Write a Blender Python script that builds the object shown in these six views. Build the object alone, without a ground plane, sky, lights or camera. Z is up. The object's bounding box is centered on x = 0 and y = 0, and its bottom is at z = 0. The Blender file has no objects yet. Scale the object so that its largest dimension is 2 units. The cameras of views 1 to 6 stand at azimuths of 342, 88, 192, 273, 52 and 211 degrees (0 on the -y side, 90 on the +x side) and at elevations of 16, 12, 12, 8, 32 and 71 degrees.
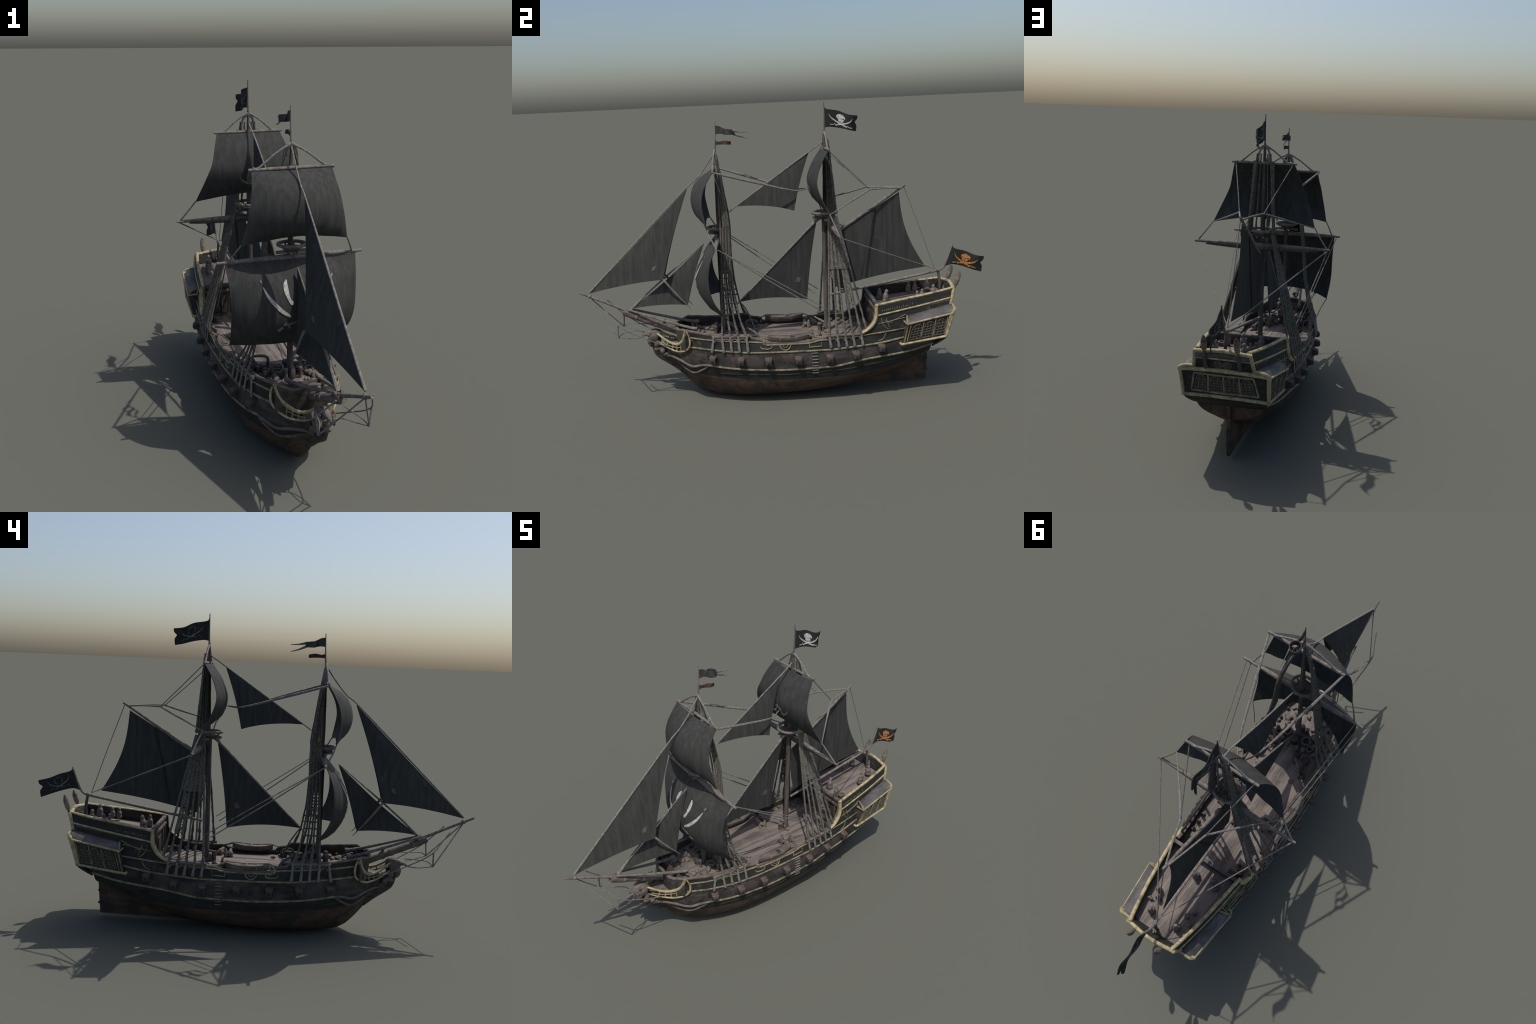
import bpy, bmesh, math, random
import numpy as np
from mathutils import Vector, Matrix, Euler

rng = random.Random(7)

# ------------------------------------------------------------------ materials
def _nt(name, rough=0.8):
    m = bpy.data.materials.new(name); m.use_nodes = True
    nt = m.node_tree; b = nt.nodes['Principled BSDF']
    b.inputs['Roughness'].default_value = rough
    b.inputs['Specular IOR Level'].default_value = 0.25
    return m, nt, b

def _coord(nt, scale):
    tc = nt.nodes.new('ShaderNodeTexCoord'); mp = nt.nodes.new('ShaderNodeMapping')
    mp.inputs['Scale'].default_value = scale
    nt.links.new(tc.outputs['Object'], mp.inputs['Vector'])
    return mp.outputs['Vector']

def _noise(nt, vec, scale, detail=4, rough=0.6):
    n = nt.nodes.new('ShaderNodeTexNoise')
    n.inputs['Scale'].default_value = scale; n.inputs['Detail'].default_value = detail
    n.inputs['Roughness'].default_value = rough
    nt.links.new(vec, n.inputs['Vector'])
    return n.outputs['Fac']

def _ramp(nt, fac, stops):
    r = nt.nodes.new('ShaderNodeValToRGB'); el = r.color_ramp.elements
    while len(el) < len(stops): el.new(0.5)
    for e, (p, c) in zip(el, stops):
        e.position = p; e.color = (*c, 1) if len(c) == 3 else c
    nt.links.new(fac, r.inputs['Fac'])
    return r.outputs['Color']

def _mix(nt, fac, a, b, mode='MIX'):
    m = nt.nodes.new('ShaderNodeMix'); m.data_type = 'RGBA'; m.blend_type = mode
    if isinstance(fac, (int, float)): m.inputs[0].default_value = fac
    else: nt.links.new(fac, m.inputs[0])
    for i, v in ((6, a), (7, b)):
        if isinstance(v, tuple): m.inputs[i].default_value = (*v, 1)
        else: nt.links.new(v, m.inputs[i])
    return m.outputs[2]

def _bump(nt, b, h, strength, dist=0.004):
    n = nt.nodes.new('ShaderNodeBump'); n.inputs['Strength'].default_value = strength
    n.inputs['Distance'].default_value = dist
    nt.links.new(h, n.inputs['Height']); nt.links.new(n.outputs['Normal'], b.inputs['Normal'])

def grain(name, c1, c2, scale=(1, 1, 1), size=60, rough=0.8, spots=None, bump=0.3, lo=0.35, hi=0.68):
    """two-tone streaky surface; spots=(colour, size, threshold)"""
    m, nt, b = _nt(name, rough)
    v = _coord(nt, scale); f = _noise(nt, v, size)
    col = _ramp(nt, f, [(lo, c1), (hi, c2)])
    if spots:
        c3, s3, th = spots
        f2 = _noise(nt, _coord(nt, (1, 1, 1)), s3, 5, 0.65)
        k = _ramp(nt, f2, [(th, (0, 0, 0)), (min(th + 0.12, 1), (1, 1, 1))])
        col = _mix(nt, k, col, c3)
    nt.links.new(col, b.inputs['Base Color'])
    if bump: _bump(nt, b, f, bump)
    return m

def planks(name, base, dark, width, rough=0.8, axis='X', stain=None):
    """boards running along y, split across the given axis, each with its own tone and a dark seam"""
    m, nt, b = _nt(name, rough)
    tc = nt.nodes.new('ShaderNodeTexCoord'); sx = nt.nodes.new('ShaderNodeSeparateXYZ')
    nt.links.new(tc.outputs['Object'], sx.inputs[0])
    def math_(op, a, v):
        n = nt.nodes.new('ShaderNodeMath'); n.operation = op
        for i, q in enumerate((a, v)):
            if q is None: continue
            if isinstance(q, (int, float)): n.inputs[i].default_value = q
            else: nt.links.new(q, n.inputs[i])
        return n.outputs[0]
    wob = _noise(nt, _coord(nt, (1, 1, 1)), 9)
    pos = math_('ADD', math_('DIVIDE', sx.outputs[axis], width), math_('MULTIPLY', wob, 1.0))
    cell = math_('FLOOR', pos, None); fr = math_('FRACT', pos, None)
    wn = nt.nodes.new('ShaderNodeTexWhiteNoise'); wn.noise_dimensions = '1D'
    nt.links.new(cell, wn.inputs['W'])
    stretch = (1, 0.09, 1) if axis == 'X' else (0.5, 0.09, 1)
    g = _noise(nt, _coord(nt, stretch), 170, 5, 0.65)
    big = _noise(nt, _coord(nt, (1, 0.5, 1)), 14)
    t = math_('ADD', math_('MULTIPLY', wn.outputs['Value'], 0.35), math_('ADD', math_('MULTIPLY', g, 0.55), math_('MULTIPLY', big, 0.35)))
    col = _ramp(nt, t, [(0.35, dark), (0.85, base)])
    seam = math_('LESS_THAN', math_('MINIMUM', fr, math_('SUBTRACT', 1.0, fr)), 0.055)
    col = _mix(nt, math_('MULTIPLY', math_('MULTIPLY', seam, big), 1.1), col, tuple(c * 0.35 for c in dark))
    if stain:
        f2 = _noise(nt, _coord(nt, (1, 0.6, 1)), 11, 4)
        k = _ramp(nt, f2, [(0.5, (0, 0, 0)), (0.68, (1, 1, 1))])
        col = _mix(nt, k, col, stain)
    nt.links.new(col, b.inputs['Base Color'])
    _bump(nt, b, math_('SUBTRACT', g, math_('MULTIPLY', seam, 0.8)), 0.35)
    return m

M = {}
M['spar'] = grain('weathered_spar_wood', (0.105, 0.090, 0.080), (0.205, 0.182, 0.162), (1, 1, 0.35), 70)
M['mast'] = grain('mast_wood', (0.055, 0.047, 0.042), (0.125, 0.106, 0.093), (1, 1, 0.12), 80, spots=((0.14, 0.12, 0.10), 25, 0.62))
M['rope'] = grain('tarred_rope', (0.062, 0.057, 0.048), (0.155, 0.142, 0.120), (1, 1, 1), 110)
M['line'] = grain('rigging_line', (0.115, 0.105, 0.095), (0.225, 0.208, 0.188), (1, 1, 1), 90)
M['sail'] = grain('black_sailcloth', (0.0315, 0.0320, 0.0305), (0.0510, 0.0510, 0.0485), (1, 1, 0.08), 60, 0.9,
                  spots=((0.064, 0.064, 0.061), 12, 0.62), bump=0.12)
M['flag'] = grain('black_flag_cloth', (0.018, 0.018, 0.018), (0.028, 0.028, 0.028), (1, 1, 1), 60, 0.85, bump=0.1)
M['pennant_red'] = grain('faded_red_cloth', (0.040, 0.022, 0.022), (0.075, 0.048, 0.045), (1, 1, 1), 90, 0.85, bump=0.1)
M['pennant'] = grain('faded_grey_cloth', (0.035, 0.036, 0.036), (0.062, 0.058, 0.052), (1, 1, 1), 60, 0.85, bump=0.1)
M['patch'] = grain('pale_cloth_patch', (0.075, 0.072, 0.068), (0.115, 0.11, 0.105), (1, 1, 1), 120, 0.9, bump=0.1)
M['white'] = grain('white_paint', (0.30, 0.29, 0.27), (0.56, 0.55, 0.52), (1, 1, 1), 80, 0.8, bump=0.05)
M['grey'] = grain('grey_paint', (0.09, 0.088, 0.085), (0.21, 0.205, 0.20), (1, 1, 1), 90, 0.85, bump=0.05, lo=0.4, hi=0.62)
M['orange'] = grain('orange_paint', (0.24, 0.10, 0.03), (0.50, 0.22, 0.06), (1, 1, 1), 90, 0.8, bump=0.05)
M['black_hull'] = grain('black_hull_paint', (0.0165, 0.018, 0.016), (0.033, 0.034, 0.030), (1, 0.2, 1), 60, 0.7,
                        spots=((0.068, 0.066, 0.060), 15, 0.60), bump=0.4)
M['band'] = grain('worn_gun_strake', (0.020, 0.021, 0.020), (0.062, 0.054, 0.050), (1, 0.4, 1), 15, 0.75,
                  spots=((0.088, 0.064, 0.060), 11, 0.55), bump=0.4, lo=0.42, hi=0.58)
M['bow_wood'] = grain('bow_planking', (0.030, 0.027, 0.023), (0.078, 0.068, 0.058), (1, 0.25, 1), 45, 0.75, bump=0.5)
M['bottom'] = grain('brown_hull_bottom', (0.055, 0.036, 0.026), (0.108, 0.069, 0.048), (1, 0.15, 1), 45, 0.8,
                    spots=((0.038, 0.032, 0.026), 9, 0.50), bump=0.35)
M['gold'] = grain('worn_gilt_trim', (0.235, 0.195, 0.108), (0.455, 0.380, 0.220), (1, 1, 1), 45, 0.6,
                  spots=((0.105, 0.092, 0.058), 26, 0.57), bump=0.2)
M['gold_dull'] = grain('dull_gilt_moulding', (0.125, 0.110, 0.068), (0.27, 0.235, 0.145), (1, 1, 1), 40, 0.65,
                       spots=((0.055, 0.052, 0.040), 16, 0.55), bump=0.2)
M['deck'] = planks('deck_planks', (0.215, 0.184, 0.166), (0.070, 0.058, 0.053), 0.0145, stain=(0.19, 0.155, 0.13))
M['wood'] = grain('grey_brown_wood', (0.075, 0.062, 0.053), (0.165, 0.138, 0.118), (1, 0.4, 1), 50)
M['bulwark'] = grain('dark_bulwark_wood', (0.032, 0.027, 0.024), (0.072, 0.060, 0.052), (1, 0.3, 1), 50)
M['lid'] = grain('red_brown_port_lid', (0.062, 0.044, 0.038), (0.120, 0.088, 0.077), (1, 1, 1), 60)
M['iron'] = grain('dark_iron', (0.022, 0.022, 0.022), (0.060, 0.056, 0.052), (1, 1, 1), 70, 0.6)
M['stone'] = grain('carved_pale_wood', (0.10, 0.083, 0.072), (0.215, 0.182, 0.158), (1, 1, 1), 60)
M['roof'] = grain('lead_roof', (0.040, 0.039, 0.040), (0.115, 0.108, 0.106), (1, 0.5, 1), 22, 0.6)
M['glass'] = grain('leaded_glass', (0.020, 0.019, 0.017), (0.055, 0.050, 0.042), (1, 1, 1), 90, 0.35)
M['lattice'] = grain('window_lattice', (0.085, 0.078, 0.058), (0.165, 0.150, 0.115), (1, 1, 1), 90)
M['lantern'] = grain('lantern_brass', (0.11, 0.09, 0.062), (0.24, 0.20, 0.145), (1, 1, 1), 70)

# ------------------------------------------------------------------ mesh helpers
root = bpy.data.objects.new('pirate_ship', None)
bpy.context.scene.collection.objects.link(root)
root['label'] = 'two-masted black-sailed pirate ship with gilt trim and skull flags'
root['category'] = 'sailing ship'

def link(ob, parent=root):
    bpy.context.scene.collection.objects.link(ob)
    ob.parent = parent
    return ob

class MB:
    def __init__(self): self.v = []; self.f = []; self.m = []
    def add(self, vs, fs, mi=0):
        o = len(self.v); self.v += [tuple(map(float, p)) for p in vs]
        self.f += [tuple(o + i for i in f) for f in fs]; self.m += [mi] * len(fs)
    def tube(self, pts, r, n=8, jit=0.0, flat=None, mi=0, taper_ends=False):
        """sweep a (possibly flattened) circle along pts"""
        pts = [Vector(p) for p in pts]; k = len(pts)
        rs = list(r) if hasattr(r, '__len__') else [r] * k
        t = [(pts[min(i + 1, k - 1)] - pts[max(i - 1, 0)]).normalized() for i in range(k)]
        ref = Vector((0, 0, 1)) if abs(t[0].z) < 0.9 else Vector((0, 1, 0))
        a = (ref - t[0] * ref.dot(t[0])).normalized()
        vs = []
        for i in range(k):
            a = (a - t[i] * a.dot(t[i])).normalized(); b = t[i].cross(a)
            rr = rs[i] * (1 + rng.uniform(-jit, jit))
            ra, rb = (rr, rr) if flat is None else (rr * flat[0], rr * flat[1])
            for j in range(n):
                w = 2 * math.pi * j / n
                vs.append(pts[i] + a * (ra * math.cos(w)) + b * (rb * math.sin(w)))
        fs = [(i * n + j, i * n + (j + 1) % n, (i + 1) * n + (j + 1) % n, (i + 1) * n + j) for i in range(k - 1) for j in range(n)]
        fs.append(tuple(range(n))[::-1]); fs.append(tuple((k - 1) * n + j for j in range(n)))
        self.add(vs, fs, mi)
    def sheet(self, P, th, mi=0):
        """P[i][j] grid of points -> thin closed sheet"""
        P = np.array(P, float); ni, nj = P.shape[:2]
        du = np.gradient(P, axis=0); dv = np.gradient(P, axis=1)
        N = np.cross(du, dv); N /= np.maximum(np.linalg.norm(N, axis=2, keepdims=True), 1e-9)
        A = (P + N * th / 2).reshape(-1, 3); B = (P - N * th / 2).reshape(-1, 3)
        q = ni * nj; idx = lambda i, j: i * nj + j
        fs = []
        for i in range(ni - 1):
            for j in range(nj - 1):
                f = (idx(i, j), idx(i + 1, j), idx(i + 1, j + 1), idx(i, j + 1))
                fs.append(f); fs.append(tuple(x + q for x in f[::-1]))
        edge = [(i, 0) for i in range(ni)] + [(ni - 1, j) for j in range(1, nj)] + [(i, nj - 1) for i in range(ni - 2, -1, -1)] + [(0, j) for j in range(nj - 2, 0, -1)]
        for e in range(len(edge)):
            a = idx(*edge[e]); b = idx(*edge[(e + 1) % len(edge)])
            fs.append((a, a + q, b + q, b))
        self.add(np.vstack([A, B]), fs, mi)
    def hexa(self, c, mi=0):
        """8 corners: bottom ring 0-3, top ring 4-7"""
        self.add(c, [(3, 2, 1, 0), (4, 5, 6, 7), (0, 1, 5, 4), (1, 2, 6, 5), (2, 3, 7, 6), (3, 0, 4, 7)], mi)
    def box(self, c, s, mi=0, rot=None):
        q = [Vector((x * s[0] / 2, y * s[1] / 2, z * s[2] / 2)) for z in (-1, 1) for x, y in ((-1, -1), (1, -1), (1, 1), (-1, 1))]
        if rot is not None: q = [rot @ p for p in q]
        self.hexa([p + Vector(c) for p in q], mi)
    def ball(self, c, r, n=10, mi=0):
        r = r if hasattr(r, '__len__') else (r, r, r); vs = []; fs = []
        for i in range(n + 1):
            p = math.pi * i / n
            for j in range(n): 
                w = 2 * math.pi * j / n
                vs.append((c[0] + r[0] * math.sin(p) * math.cos(w), c[1] + r[1] * math.sin(p) * math.sin(w), c[2] + r[2] * math.cos(p)))
        for i in range(n):
            for j in range(n): fs.append((i * n + j, (i + 1) * n + j, (i + 1) * n + (j + 1) % n, i * n + (j + 1) % n))
        self.add(vs, fs, mi)
    def lathe(self, c, prof, n=14, mi=0, axis=None):
        """prof: (radius, height) list around axis through c"""
        ax = (axis or Vector((0, 0, 1))).normalized()
        ref = Vector((1, 0, 0)) if abs(ax.x) < 0.9 else Vector((0, 1, 0))
        a = (ref - ax * ref.dot(ax)).normalized(); b = ax.cross(a); c = Vector(c); vs = []
        for r, h in prof:
            for j in range(n):
                w = 2 * math.pi * j / n
                vs.append(c + ax * h + a * (r * math.cos(w)) + b * (r * math.sin(w)))
        k = len(prof)
        fs = [(i * n + j, i * n + (j + 1) % n, (i + 1) * n + (j + 1) % n, (i + 1) * n + j) for i in range(k - 1) for j in range(n)]
        fs.append(tuple(range(n))[::-1]); fs.append(tuple((k - 1) * n + j for j in range(n)))
        self.add(vs, fs, mi)
    def obj(self, name, mats, parent=root, angle=45, bevel=0, kind=None):
        me = bpy.data.meshes.new(name); me.from_pydata(self.v, [], self.f)
        mats = mats if isinstance(mats, (list, tuple)) else [mats]
        for q in mats: me.materials.append(M[q])
        for p, mi in zip(me.polygons, self.m): p.material_index = mi
        bm = bmesh.new(); bm.from_mesh(me)
        bmesh.ops.recalc_face_normals(bm, faces=bm.faces)
        if bevel:
            es = [e for e in bm.edges if len(e.link_faces) == 2 and e.calc_face_angle(0) > 0.6]
            bmesh.ops.bevel(bm, geom=es, offset=bevel, segments=2, affect='EDGES', profile=0.6)
        bm.to_mesh(me); bm.free()
        me.polygons.foreach_set('use_smooth', [True] * len(me.polygons))
        me.set_sharp_from_angle(angle=math.radians(angle))
        ob = bpy.data.objects.new(name, me)
        if kind: ob['kind'] = kind
        return link(ob, parent)

def pchip(xs, ys):
    xs = np.array(xs, float); ys = np.array(ys, float); h = np.diff(xs); d = np.diff(ys) / h
    m = np.zeros_like(ys); m[0] = d[0]; m[-1] = d[-1]
    for i in range(1, len(xs) - 1):
        if d[i - 1] * d[i] > 0:
            w1 = 2 * h[i] + h[i - 1]; w2 = h[i] + 2 * h[i - 1]
            m[i] = (w1 + w2) / (w1 / d[i - 1] + w2 / d[i])
    def f(x):
        x = np.clip(np.asarray(x, float), xs[0], xs[-1]); i = np.clip(np.searchsorted(xs, x) - 1, 0, len(xs) - 2)
        s = (x - xs[i]) / h[i]
        return (ys[i] * (1 + 2 * s) * (1 - s) ** 2 + m[i] * h[i] * s * (1 - s) ** 2 + ys[i + 1] * s * s * (3 - 2 * s) + m[i + 1] * h[i] * s * s * (s - 1))
    return f

def curve(pts, n):
    """smooth polyline through 3D control points"""
    p = np.array(pts, float); d = np.r_[0, np.cumsum(np.linalg.norm(np.diff(p, axis=0), axis=1) ** 0.5)]
    if len(p) < 3: s = np.linspace(0, d[-1], n); return np.stack([np.interp(s, d, p[:, i]) for i in range(3)], 1)
    t = np.zeros_like(p)
    t[1:-1] = (p[2:] - p[:-2]) / (d[2:] - d[:-2])[:, None]
    t[0] = (p[1] - p[0]) / (d[1] - d[0]); t[-1] = (p[-1] - p[-2]) / (d[-1] - d[-2])
    out = []
    for s in np.linspace(0, d[-1], n):
        i = min(max(np.searchsorted(d, s) - 1, 0), len(p) - 2); h = d[i + 1] - d[i]; u = (s - d[i]) / h
        out.append(p[i] * (1 + 2 * u) * (1 - u) ** 2 + t[i] * h * u * (1 - u) ** 2 + p[i + 1] * u * u * (3 - 2 * u) + t[i + 1] * h * u * u * (u - 1))
    return np.array(out)

def blob(name, ells, mat, voxel=0.003, parent=root, smooth=6, kind=None):
    """lumpy carved form: overlapping ellipsoids fused into one skin. ells: (centre, radii, euler degrees)"""
    bm = bmesh.new()
    for e in ells:
        c, r = e[0], e[1]; r = r if hasattr(r, '__len__') else (r, r, r)
        rot = Euler([math.radians(a) for a in (e[2] if len(e) > 2 else (0, 0, 0))]).to_matrix().to_4x4()
        mt = Matrix.Translation(c) @ rot @ Matrix.Diagonal((*r, 1))
        bmesh.ops.create_icosphere(bm, subdivisions=3, radius=1, matrix=mt)
    me = bpy.data.meshes.new('tmp'); bm.to_mesh(me); bm.free()
    ob = bpy.data.objects.new('tmp', me); bpy.context.scene.collection.objects.link(ob)
    md = ob.modifiers.new('r', 'REMESH'); md.mode = 'VOXEL'; md.voxel_size = voxel
    ms = ob.modifiers.new('s', 'SMOOTH'); ms.iterations = smooth; ms.factor = 0.5
    dg = bpy.context.evaluated_depsgraph_get()
    nm = bpy.data.meshes.new_from_object(ob.evaluated_get(dg))
    bpy.data.objects.remove(ob); bpy.data.meshes.remove(me)
    nm.name = name; nm.materials.clear(); nm.materials.append(M[mat])
    nm.polygons.foreach_set('use_smooth', [True] * len(nm.polygons))
    o = bpy.data.objects.new(name, nm)
    if kind: o['kind'] = kind
    return link(o, parent)

def single(name, mat, pts, r, parent=root, n=8, jit=0.0, flat=None, steps=None):
    mb = MB(); p = curve(pts, steps) if steps else pts
    if steps and hasattr(r, '__len__'): r = np.interp(np.linspace(0, 1, steps), np.linspace(0, 1, len(r)), r)
    mb.tube(p, r, n, jit, flat)
    return mb.obj(name, mat, parent)

# ------------------------------------------------------------------ hull form
T  = [-.60, -.55, -.50, -.485, -.44, -.39, -.30, -.20, -.10, 0.0, .20, .35, .43, .55, .69]
RX = [[.006] * 15,
      [.010, .012, .015, .018, .028, .040, .060, .074, .079, .080, .076, .074, .076, .076, .070],
      [.013, .022, .043, .053, .076, .099, .130, .153, .161, .162, .155, .140, .124, .108, .108],
      [.015, .033, .071, .086, .113, .138, .167, .184, .194, .197, .194, .182, .171, .151, .131],
      [.018, .047, .090, .103, .129, .154, .180, .195, .204, .206, .204, .196, .190, .177, .150],
      [.020, .052, .097, .110, .135, .158, .181, .196, .205, .207, .205, .197, .190, .178, .156],
      [.021, .054, .100, .114, .136, .158, .179, .192, .200, .202, .200, .192, .186, .172, .152],
      [.022, .054, .100, .116, .135, .156, .174, .186, .194, .197, .196, .188, .180, .163, .135],
      [.022, .055, .103, .121, .138, .153, .167, .179, .187, .192, .192, .184, .172, .150, .108]]
RZ = [[.190, .147, .085, .067, .025, .004, .000, .000, .000, .001, .010, .032, .057, .094, .168],
      [.200, .160, .100, .085, .048, .024, .013, .011, .011, .012, .022, .044, .069, .107, .182],
      [.206, .175, .135, .120, .098, .084, .068, .060, .057, .058, .068, .090, .108, .145, .197],
      [.211, .195, .170, .162, .153, .147, .142, .136, .130, .125, .125, .132, .142, .165, .213],
      [.218, .217, .205, .203, .203, .204, .195, .186, .181, .177, .180, .202, .211, .222, .248],
      [.235, .240, .242, .243, .244, .244, .238, .232, .227, .225, .226, .238, .247, .260, .285],
      [.250, .262, .280, .290, .289, .287, .279, .270, .267, .266, .265, .272, .278, .296, .318]]
fx = [pchip(T, r) for r in RX]; fz = [pchip(T, r) for r in RZ]
RAIL = [(-.60, .280), (-.52, .283), (-.497, .290), (-.487, .371), (-.39, .357), (-.33, .350), (-.20, .350), (-.185, .348), (-.172, .333),
        (-.125, .325), (-.112, .307), (.09, .306), (.12, .310), (.14, .317), (.30, .321), (.34, .332), (.375, .350), (.40, .372), (.414, .400),
        (.418, .455), (.69, .507)]
railz = lambda t: float(np.interp(t, *zip(*RAIL)))
def deckz(t): return float(np.interp(t, [-.60, -.49, -.30, -.10, .20, .44], [.325, .319, .306, .291, .289, .295]))
def poopz(t): return railz(max(t, .42)) - .052
def sm(a, b, x):
    x = min(max((x - a) / (b - a), 0), 1); return x * x * (3 - 2 * x)
def shear(t, z): return sm(.42, .69, t) * float(np.interp(z, [.20, .24, .29, .32, .41, .45, .507], [0, .003, .050, .062, .084, .096, .120]))

_cache = {}
def section(t):
    """outer half section at station t: list of (x, z), keel to rail, 6 steps per strake"""
    if t in _cache: return _cache[t]
    zr = railz(t); z = [float(f(t)) for f in fz]; zr = max(zr, z[6] + 0.004)
    z += [z[6] + 0.55 * (zr - z[6]), zr]; x = [float(f(t)) for f in fx]
    gx = pchip(range(9), x); gz = pchip(range(9), z); s = np.linspace(0, 8, 49)
    _cache[t] = np.stack([gx(s), gz(s)], 1)
    return _cache[t]
def hull_x(t, z):
    s = section(t); return float(np.interp(z, s[:, 1], s[:, 0]))
def hp(y, z, off=0.0, sg=1):
    """point on the outer hull at length y, height z, lifted by off"""
    t = y
    for _ in range(25): t = min(max(y - shear(t, z), -.60), .69)
    return (sg * (hull_x(t, z) + off), t + shear(t, z), z)

stations = sorted(set([round(v, 4) for v in np.linspace(-.60, .69, 87)] + [round(a, 4) for a, _ in RAIL] + [-.485, -.18, -.118, .405, .422, .43]))
mb = MB(); ns = 49; ntn = len(stations)
G = {}
for sg in (1, -1):
    G[sg] = [[(sg * x, t + shear(t, z), z) for x, z in section(t)] for t in stations]
def row_mat(j, t): # strake index -> material slot: 0 bottom 1 black 2 band 3 bow wood
    if j < 18: return 0 if t < .60 or j < 16 else 0
    if j < 24: return 1
    if j < 36: return 3 if t < -.40 else 2
    return 1
for sg in (1, -1):
    base = len(mb.v); mb.v += [p for row in G[sg] for p in row]
    for i in range(ntn - 1):
        for j in range(ns - 1):
            a = base + i * ns + j
            mb.f.append((a, a + 1, a + ns + 1, a + ns)); mb.m.append(row_mat(j, stations[i]))
o2 = ntn * ns
for i in range(ntn - 1): # keel strip
    mb.f.append((i * ns, (i + 1) * ns, o2 + (i + 1) * ns, o2 + i * ns)); mb.m.append(0)
for j in range(ns - 1):  # transom and stem closures
    a = (ntn - 1) * ns + j
    mb.f.append((a, a + 1, o2 + a + 1, o2 + a)); mb.m.append(0 if j < 30 else 1)
    mb.f.append((j, j + 1, o2 + j + 1, o2 + j)); mb.m.append(3)
for i in range(ntn - 1): # beak platform ahead of the bulkhead
    if stations[i + 1] <= -.486:
        a = i * ns + ns - 1
        mb.f.append((a, a + ns, o2 + a + ns, o2 + a)); mb.m.append(4)
mb.obj('hull', ['bottom', 'black_hull', 'band', 'bow_wood', 'wood'], angle=50)

# bulwark inner faces with capping
def inner_x(t, z): return max(hull_x(t, z) - .013, .004)
for nm, ta, tb, low, cap in (('bulwark', -.487, .43, deckz, 'wood'), ('quarter_bulwark', .418, .69, poopz, 'gold')):
    mb = MB(); st = [t for t in stations if ta <= t <= tb]
    for sg in (1, -1):
        rows = []
        for t in st:
            zr = railz(t); zl = low(t) - .012; r = []
            r.append((sg * (hull_x(t, zr) + .001), zr - .002)); r.append((sg * (hull_x(t, zr) + .001), zr + .003)); r.append((sg * (inner_x(t, zr)), zr + .003))
            for k in np.linspace(0.05, 1, 4):
                z = zr + (zl - zr) * k; r.append((sg * inner_x(t, z), z))
            rows.append([(x, t + shear(t, z) - (.012 if t > .685 else 0), z) for x, z in r])
        n = len(rows[0]); b = len(mb.v); mb.v += [p for r in rows for p in r]
        for i in range(len(rows) - 1):
            for j in range(n - 1):
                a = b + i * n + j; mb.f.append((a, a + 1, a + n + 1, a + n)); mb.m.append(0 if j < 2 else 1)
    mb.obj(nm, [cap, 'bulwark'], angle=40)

# decks
def deck_mesh(name, ta, tb, zf, n=26, camber=.004, raise_=0):
    mb = MB(); st = [t for t in np.linspace(ta, tb, 60)]; b = 0
    for t in st:
        z = zf(t); w = inner_x(t, z) + .002
        for u in np.linspace(-1, 1, n): mb.v.append((u * w, t + shear(t, z) + .010 * (1 - u * u) * sm(.62, .69, t), z + camber * (1 - u * u)))
    for i in range(len(st) - 1):
        for j in range(n - 1):
            a = i * n + j; mb.f.append((a, a + 1, a + n + 1, a + n)); mb.m.append(0)
    return mb.obj(name, 'deck')
deck_mesh('main_deck', -.49, .435, deckz)
deck_mesh('poop_deck', .43, .69, poopz)

# curved beakhead bulkhead closing the bow
mb = MB(); P = []
for a in np.linspace(-1, 1, 25):
    x = .121 * a; y = -.487 - .053 * (1 - abs(a) ** 2.4); top = .374 + .012 * (1 - a * a) * math.cos(a * 5) - .006 * (1 - abs(a))
    P.append([(x, y + .010 * k * (1 - a * a), z) for k, z in zip(np.linspace(1, 0, 8), np.linspace(.268, top, 8))])
mb.sheet(P, .014); mb.obj('beakhead_bulkhead', 'bow_wood')
mb = MB(); mb.tube([p[-1] for p in P], .0075, 8, .1); mb.obj('beakhead_rail', 'wood')
# poop bulkhead with panels, door and breast rail
mb = MB(); wb = .160
mb.box((0, .436, .362), (2 * wb, .012, .165), 0)
for x in (-.13, -.075, .075, .13): mb.box((x, .428, .36), (.006, .008, .14), 1)
mb.box((0, .428, .425), (2 * wb, .01, .012), 1); mb.box((0, .429, .300), (2 * wb, .008, .012), 1)
mb.box((0, .428, .345), (.055, .007, .095), 2)
mb.obj('poop_bulkhead', ['bulwark', 'wood', 'iron'], bevel=.0012)
mb = MB(); mb.box((0, .434, .452), (2 * .166, .016, .014), 0)
for x in np.linspace(-.15, .15, 9): mb.box((x, .436, .44), (.008, .008, .02), 0)
mb.obj('breast_rail', ['roof'], bevel=.0015)
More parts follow.
